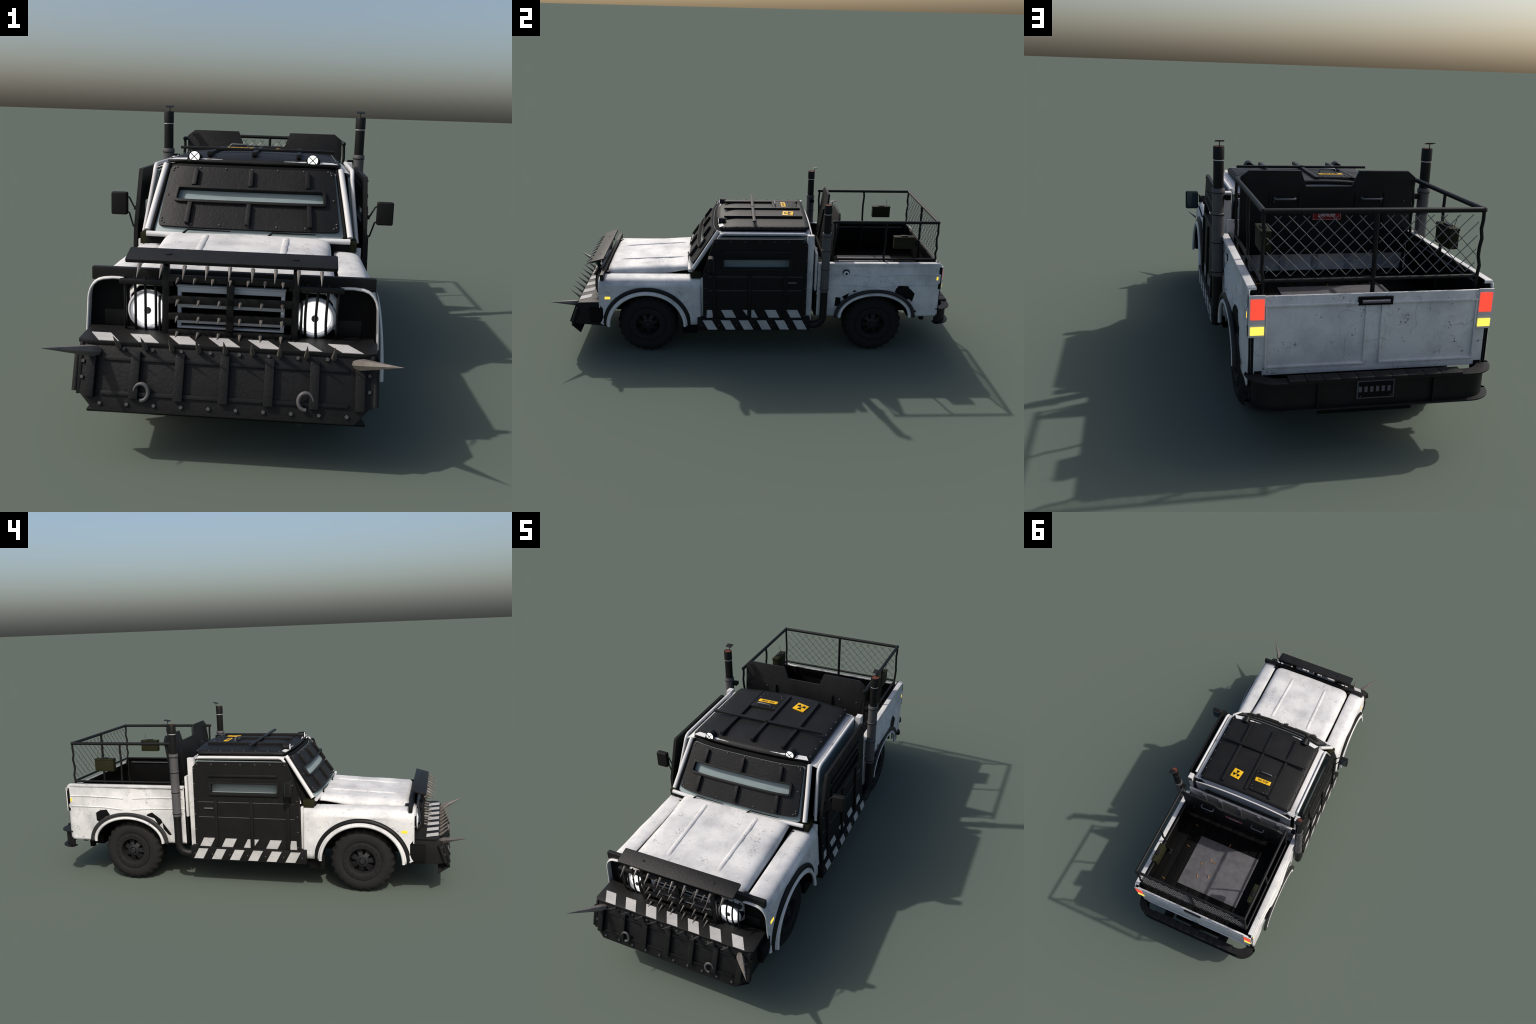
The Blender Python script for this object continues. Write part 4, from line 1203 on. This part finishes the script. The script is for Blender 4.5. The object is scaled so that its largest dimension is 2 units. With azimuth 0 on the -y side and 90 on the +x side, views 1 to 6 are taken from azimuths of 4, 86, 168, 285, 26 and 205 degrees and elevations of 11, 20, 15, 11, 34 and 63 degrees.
# ------------------------------------------------------------------ gunner shield at the cab end
sh = group("gun_shield")
tilt = Vector((0, 0.0405, 0.2890))
Fg = Frame((0, 0.3690, 0.4350), (-1, 0, 0), tilt)      # normal faces the bed
k_ = tilt.length / 0.2890
def GZ(z):
    return (z - 0.4350) * k_
half = [(0.2970, 0.4370), (0.2995, 0.6970), (0.2720, 0.7185), (0.1000, 0.7185), (0.0795, 0.6660)]
poly = [(a, GZ(z)) for a, z in half] + [(-a, GZ(z)) for a, z in half[::-1]]
plate("shield_sheet", Fg, poly, ARMOUR, sh, -0.0050, 0.0050, bevel=0.0012)
for s in (1, -1):
    plate("shield_rib", Fg, [(s * 0.1430 - 0.008, GZ(0.46)), (s * 0.1430 + 0.008, GZ(0.46)), (s * 0.1430 + 0.008, GZ(0.628)), (s * 0.1430 - 0.008, GZ(0.628))], STEEL, sh, -0.012, -0.005, bevel=0.001)
    for xo in (0.098, 0.198):
        plate("shield_rib", Fg, [(s * xo - 0.005, GZ(0.46)), (s * xo + 0.005, GZ(0.46)), (s * xo + 0.005, GZ(0.645)), (s * xo - 0.005, GZ(0.645))], STEEL, sh, 0.005, 0.0085, bevel=0.001)
    hb = GZ(0.6270)
    tube("shield_handle", [Fg(s * 0.1155, hb, 0.004), Fg(s * 0.1150, hb, 0.018), Fg(s * 0.1200, hb, 0.0225), Fg(s * 0.1800, hb, 0.0225), Fg(s * 0.1850, hb, 0.018), Fg(s * 0.1845, hb, 0.004)], 0.0034, CHROME, sh, 8)
    for xo in (0.186, 0.268):
        for z in (0.4700, 0.6140):
            for h, nn in ((-0.005, -1), (0.005, 1)):
                shared("bolt", BOLT_M, None, sh, align(Fg.n * nn, Fg(s * xo, GZ(z), h)))
    tube("shield_stay", [(s * 0.2950, 0.372, 0.44), (s * 0.2950, 0.345, 0.345)], 0.006, STEEL, sh, 8)
plate("shield_base", Fg, [(-0.2950, -0.012), (0.2950, -0.012), (0.2950, 0.006), (-0.2950, 0.006)], STEEL, sh, -0.008, 0.004, bevel=0.001)
Fdg = Frame(Fg(0, GZ(0.5665), 0.005), (-1, 0, 0), tilt)
plate("danger_plate", Fdg, [(-0.0500, -0.0185), (0.0500, -0.0185), (0.0500, 0.0185), (-0.0500, 0.0185)], RED, sh, 0, 0.0016, bevel=0.0004)
plate("danger_border", Fdg, [(-0.0480, -0.0168), (0.0480, -0.0168), (0.0480, 0.0168), (-0.0480, 0.0168)], LETTER, sh, 0.0016, 0.0020, holes=[[(-0.0470, -0.0158), (0.0470, -0.0158), (0.0470, 0.0158), (-0.0470, 0.0158)]])
text("danger_text", "DANGER", Fdg, 0.0200, LETTER, sh, 0.0018, 0.0004, 0.060, 0.0007)

# ------------------------------------------------------------------ bed railing with diamond wire
rl = group("railing")
RX, RZ = 0.3080, 0.6850
YF, YM, YR = 0.3830, 0.6375, 0.8960
for s in (1, -1):
    tube("top_rail", [(s * RX, YF - 0.004, RZ), (s * RX, YR + 0.004, RZ)], 0.0076, STEEL, rl, 12)
    tube("low_rail", [(s * RX, YF, 0.4945), (s * RX, YR, 0.4945)], 0.0052, STEEL, rl, 10)
    for y in (YF, YM, YR):
        pts = []
        for i in range(14):
            z = lerp(0.345, RZ - 0.003, i / 13)
            j = 0.0034 if 0 < i < 13 else 0
            pts.append((s * RX + random.uniform(-j, j) * 0.7, y + random.uniform(-j, j), z))
        tube("rail_post", pts, 0.0052, STEEL, rl, 8)
    lathe("rail_elbow", [(0, -0.0085), (0.006, -0.006), (0.0084, 0), (0.006, 0.006), (0, 0.0085)], (s * RX, YR, RZ), Z, STEEL, rl, 12)
    lathe("rail_elbow", [(0, -0.0085), (0.006, -0.006), (0.0084, 0), (0.006, 0.006), (0, 0.0085)], (s * RX, YF - 0.003, RZ), Z, STEEL, rl, 12)
    box2("post_foot", (s * 0.2950, YM - 0.018, 0.337), (s * 0.3180, YM + 0.018, 0.342), STEEL, rl, 0.001)
tube("top_rail", [(-RX, YR, RZ), (RX, YR, RZ)], 0.0076, STEEL, rl, 12)
tube("low_rail", [(-RX, YR, 0.4955), (RX, YR, 0.4955)], 0.0055, STEEL, rl, 10)
tube("rail_post", [(-0.0010, YR - 0.001, 0.345), (-0.0010, YR - 0.001, RZ)], 0.0062, STEEL, rl, 10)
# wire mesh: two families of rods clipped to each panel
def wires(xa, xb, za, zb, x0, pitch):
    """Rods z - za = +-(x - x0) + k * pitch, so that the two families meet along the lower edge."""
    out = []
    for fam in (1, -1):
        for k in range(-16, 17):
            c = k * pitch - fam * x0
            pts = []
            for x in (xa, xb):
                z = za + fam * x + c
                if za <= z <= zb:
                    pts.append((x, z))
            for z in (za, zb):
                x = (z - za - c) * fam
                if xa < x < xb:
                    pts.append((x, z))
            if len(pts) >= 2:
                (x0_, z0_), (x1_, z1_) = pts[0], pts[1]
                if math.hypot(x1_ - x0_, z1_ - z0_) > 0.008:
                    off = 0.0009 * fam
                    out.append([(x0_, YR + off, z0_), (x1_, YR + off, z1_)])
    return out
for xa, xb in ((0.0090, 0.2990), (-0.2960, -0.0100)):
    tubes("mesh_wire", wires(xa, xb, 0.5080, 0.6718, 0.2700, 0.0385), 0.00125, WIRE, rl, 5, stuff=True)

# ------------------------------------------------------------------ step bumper
sb = group("step_bumper")
def bumper_plan(off=0.0, n=10):
    """Outer path of the rear bumper in plan, from one tip round the back to the other."""
    W, yb, r = 0.3550 - off, 0.9985 - off, max(0.012, 0.078 - off * 0.6)
    pts = [(W - 0.004, 0.9120), (W, 0.930)]
    for i in range(n + 1):
        a = PI / 2 * i / n
        pts.append((W - r + r * math.cos(a), yb - r + r * math.sin(a)))
    return pts
def bumper_strip(name, off_out, off_in, za, zb, mat):
    """C-shaped bar of rectangular section following the plan path."""
    o, i = bumper_plan(off_out), bumper_plan(off_in)
    o += [(-x, y) for x, y in o[::-1]]
    i += [(-x, y) for x, y in i[::-1]]
    bm = bmesh.new()
    rings = [[bm.verts.new(q) for q in ((*a, za), (*b, za), (*b, zb), (*a, zb))] for a, b in zip(o, i)]
    for A, B in zip(rings, rings[1:]):
        for j in range(4):
            bm.faces.new((A[j], A[(j + 1) % 4], B[(j + 1) % 4], B[j]))
    bm.faces.new(rings[0]); bm.faces.new(rings[-1][::-1])
    return finish(bm, name, mat, sb, 0.0006, 1, 40)
bumper_strip("bumper_flange", 0.0, 0.0345, 0.2405, 0.2450, ARMOUR)
bumper_strip("bumper_flange", 0.0, 0.0345, 0.1605, 0.1650, ARMOUR)
bumper_strip("bumper_web", 0.0150, 0.0200, 0.1645, 0.2410, STEEL)
for k in range(9):
    xa = 0.2455 - k * 0.0475
    box2("step_tread", (xa - 0.0468, 0.9610, 0.2450), (xa - 0.0008, 0.9995, 0.2510), ARMOUR, sb, 0.0008)
box2("step_tread", (-0.2440, 0.9610, 0.2450), (-0.1830, 0.9995, 0.2506), ARMOUR, sb, 0.0008)
for x in (-0.17, 0.0, 0.17):
    box2("bumper_bracket", (x - 0.022, 0.86, 0.190), (x + 0.022, 0.980, 0.235), BLACK, sb, 0.001)
for s in (1, -1):
    box2("web_gusset", (s * 0.162, 0.982, 0.1650), (s * 0.166, 0.9945, 0.2405), STEEL, sb, 0.0005)
tag = group("license_tag")
box2("tag_frame", (-0.0500, 0.9830, 0.1840), (0.0555, 0.9905, 0.2370), TAGGREY, tag, 0.001)
box2("tag_face", (-0.0468, 0.9880, 0.1875), (0.0523, 0.9915, 0.2335), BLACK, tag, 0.0005)
for k in range(6):
    x = -0.0415 + 0.0163 * k + 0.0030
    box2("tag_block", (x, 0.9910, 0.2045), (x + 0.0090, 0.9928, 0.2205), TAGGREY, tag, 0.0004)
for x in (-0.0405, 0.0460):
    shared("bolt", BOLT_S, None, tag, align(Y, (x, 0.9915, 0.1920)) @ Matrix.Diagonal((0.7, 0.7, 0.5, 1)))

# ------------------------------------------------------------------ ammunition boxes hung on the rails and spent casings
for s in (1, -1):
    am = group("ammo_box")
    box2("ammo_case", (s * 0.2655, 0.6870, 0.5435), (s * 0.2950, 0.7870, 0.5990), OLIVE, am, 0.0018)
    box2("ammo_lid", (s * 0.2640, 0.6855, 0.5985), (s * 0.2965, 0.7885, 0.6060), OLIVE, am, 0.0015)
    box2("ammo_grip", (s * 0.2720, 0.7210, 0.6060), (s * 0.2890, 0.7540, 0.6105), STEEL, am, 0.0012)
    tube("antenna", [(s * 0.2850, 0.7690, 0.6060), (s * 0.2940, 0.7700, 0.6420)], 0.0009, STEEL, am, 6)
CAS = mesh_of(lathe_bm([(0.0, 0), (0.0022, 0), (0.0022, 0.0006), (0.0017, 0.001), (0.0021, 0.0016), (0.0021, 0.014), (0.0015, 0.0165), (0.0015, 0.0185), (0, 0.0185)], (0, 0, 0), Z, 12), "bullet_casing", 35)
CAS.materials.append(BRASS)
cs = group("spent_casings")
for (x, y), a in zip(((0.2355, 0.4321), (0.2249, 0.5653), (0.0052, 0.4668), (0.0638, 0.5951), (0.1067, 0.63), (0.0422, 0.6008), (0.0961, 0.7043), (0.0374, 0.6855), (0.2661, 0.792)), (2.2, 2.3, 1.1, 1.0, 1.35, 0.1, 1.6, 1.75, 2.4)):
    inside = abs(x) < 0.18 and y > 0.48
    dirn = Vector((-math.cos(a), -math.sin(a), 0)).normalized()
    dirn = Vector((dirn.x * math.cos(0.46) - dirn.y * math.sin(0.46), dirn.x * math.sin(0.46) + dirn.y * math.cos(0.46), 0))
    shared("bullet_casing", CAS, None, cs, align(dirn, Vector((x, y, 0.3435 if inside else 0.3395)) - dirn * 0.009))
bpy.context.view_layer.update()
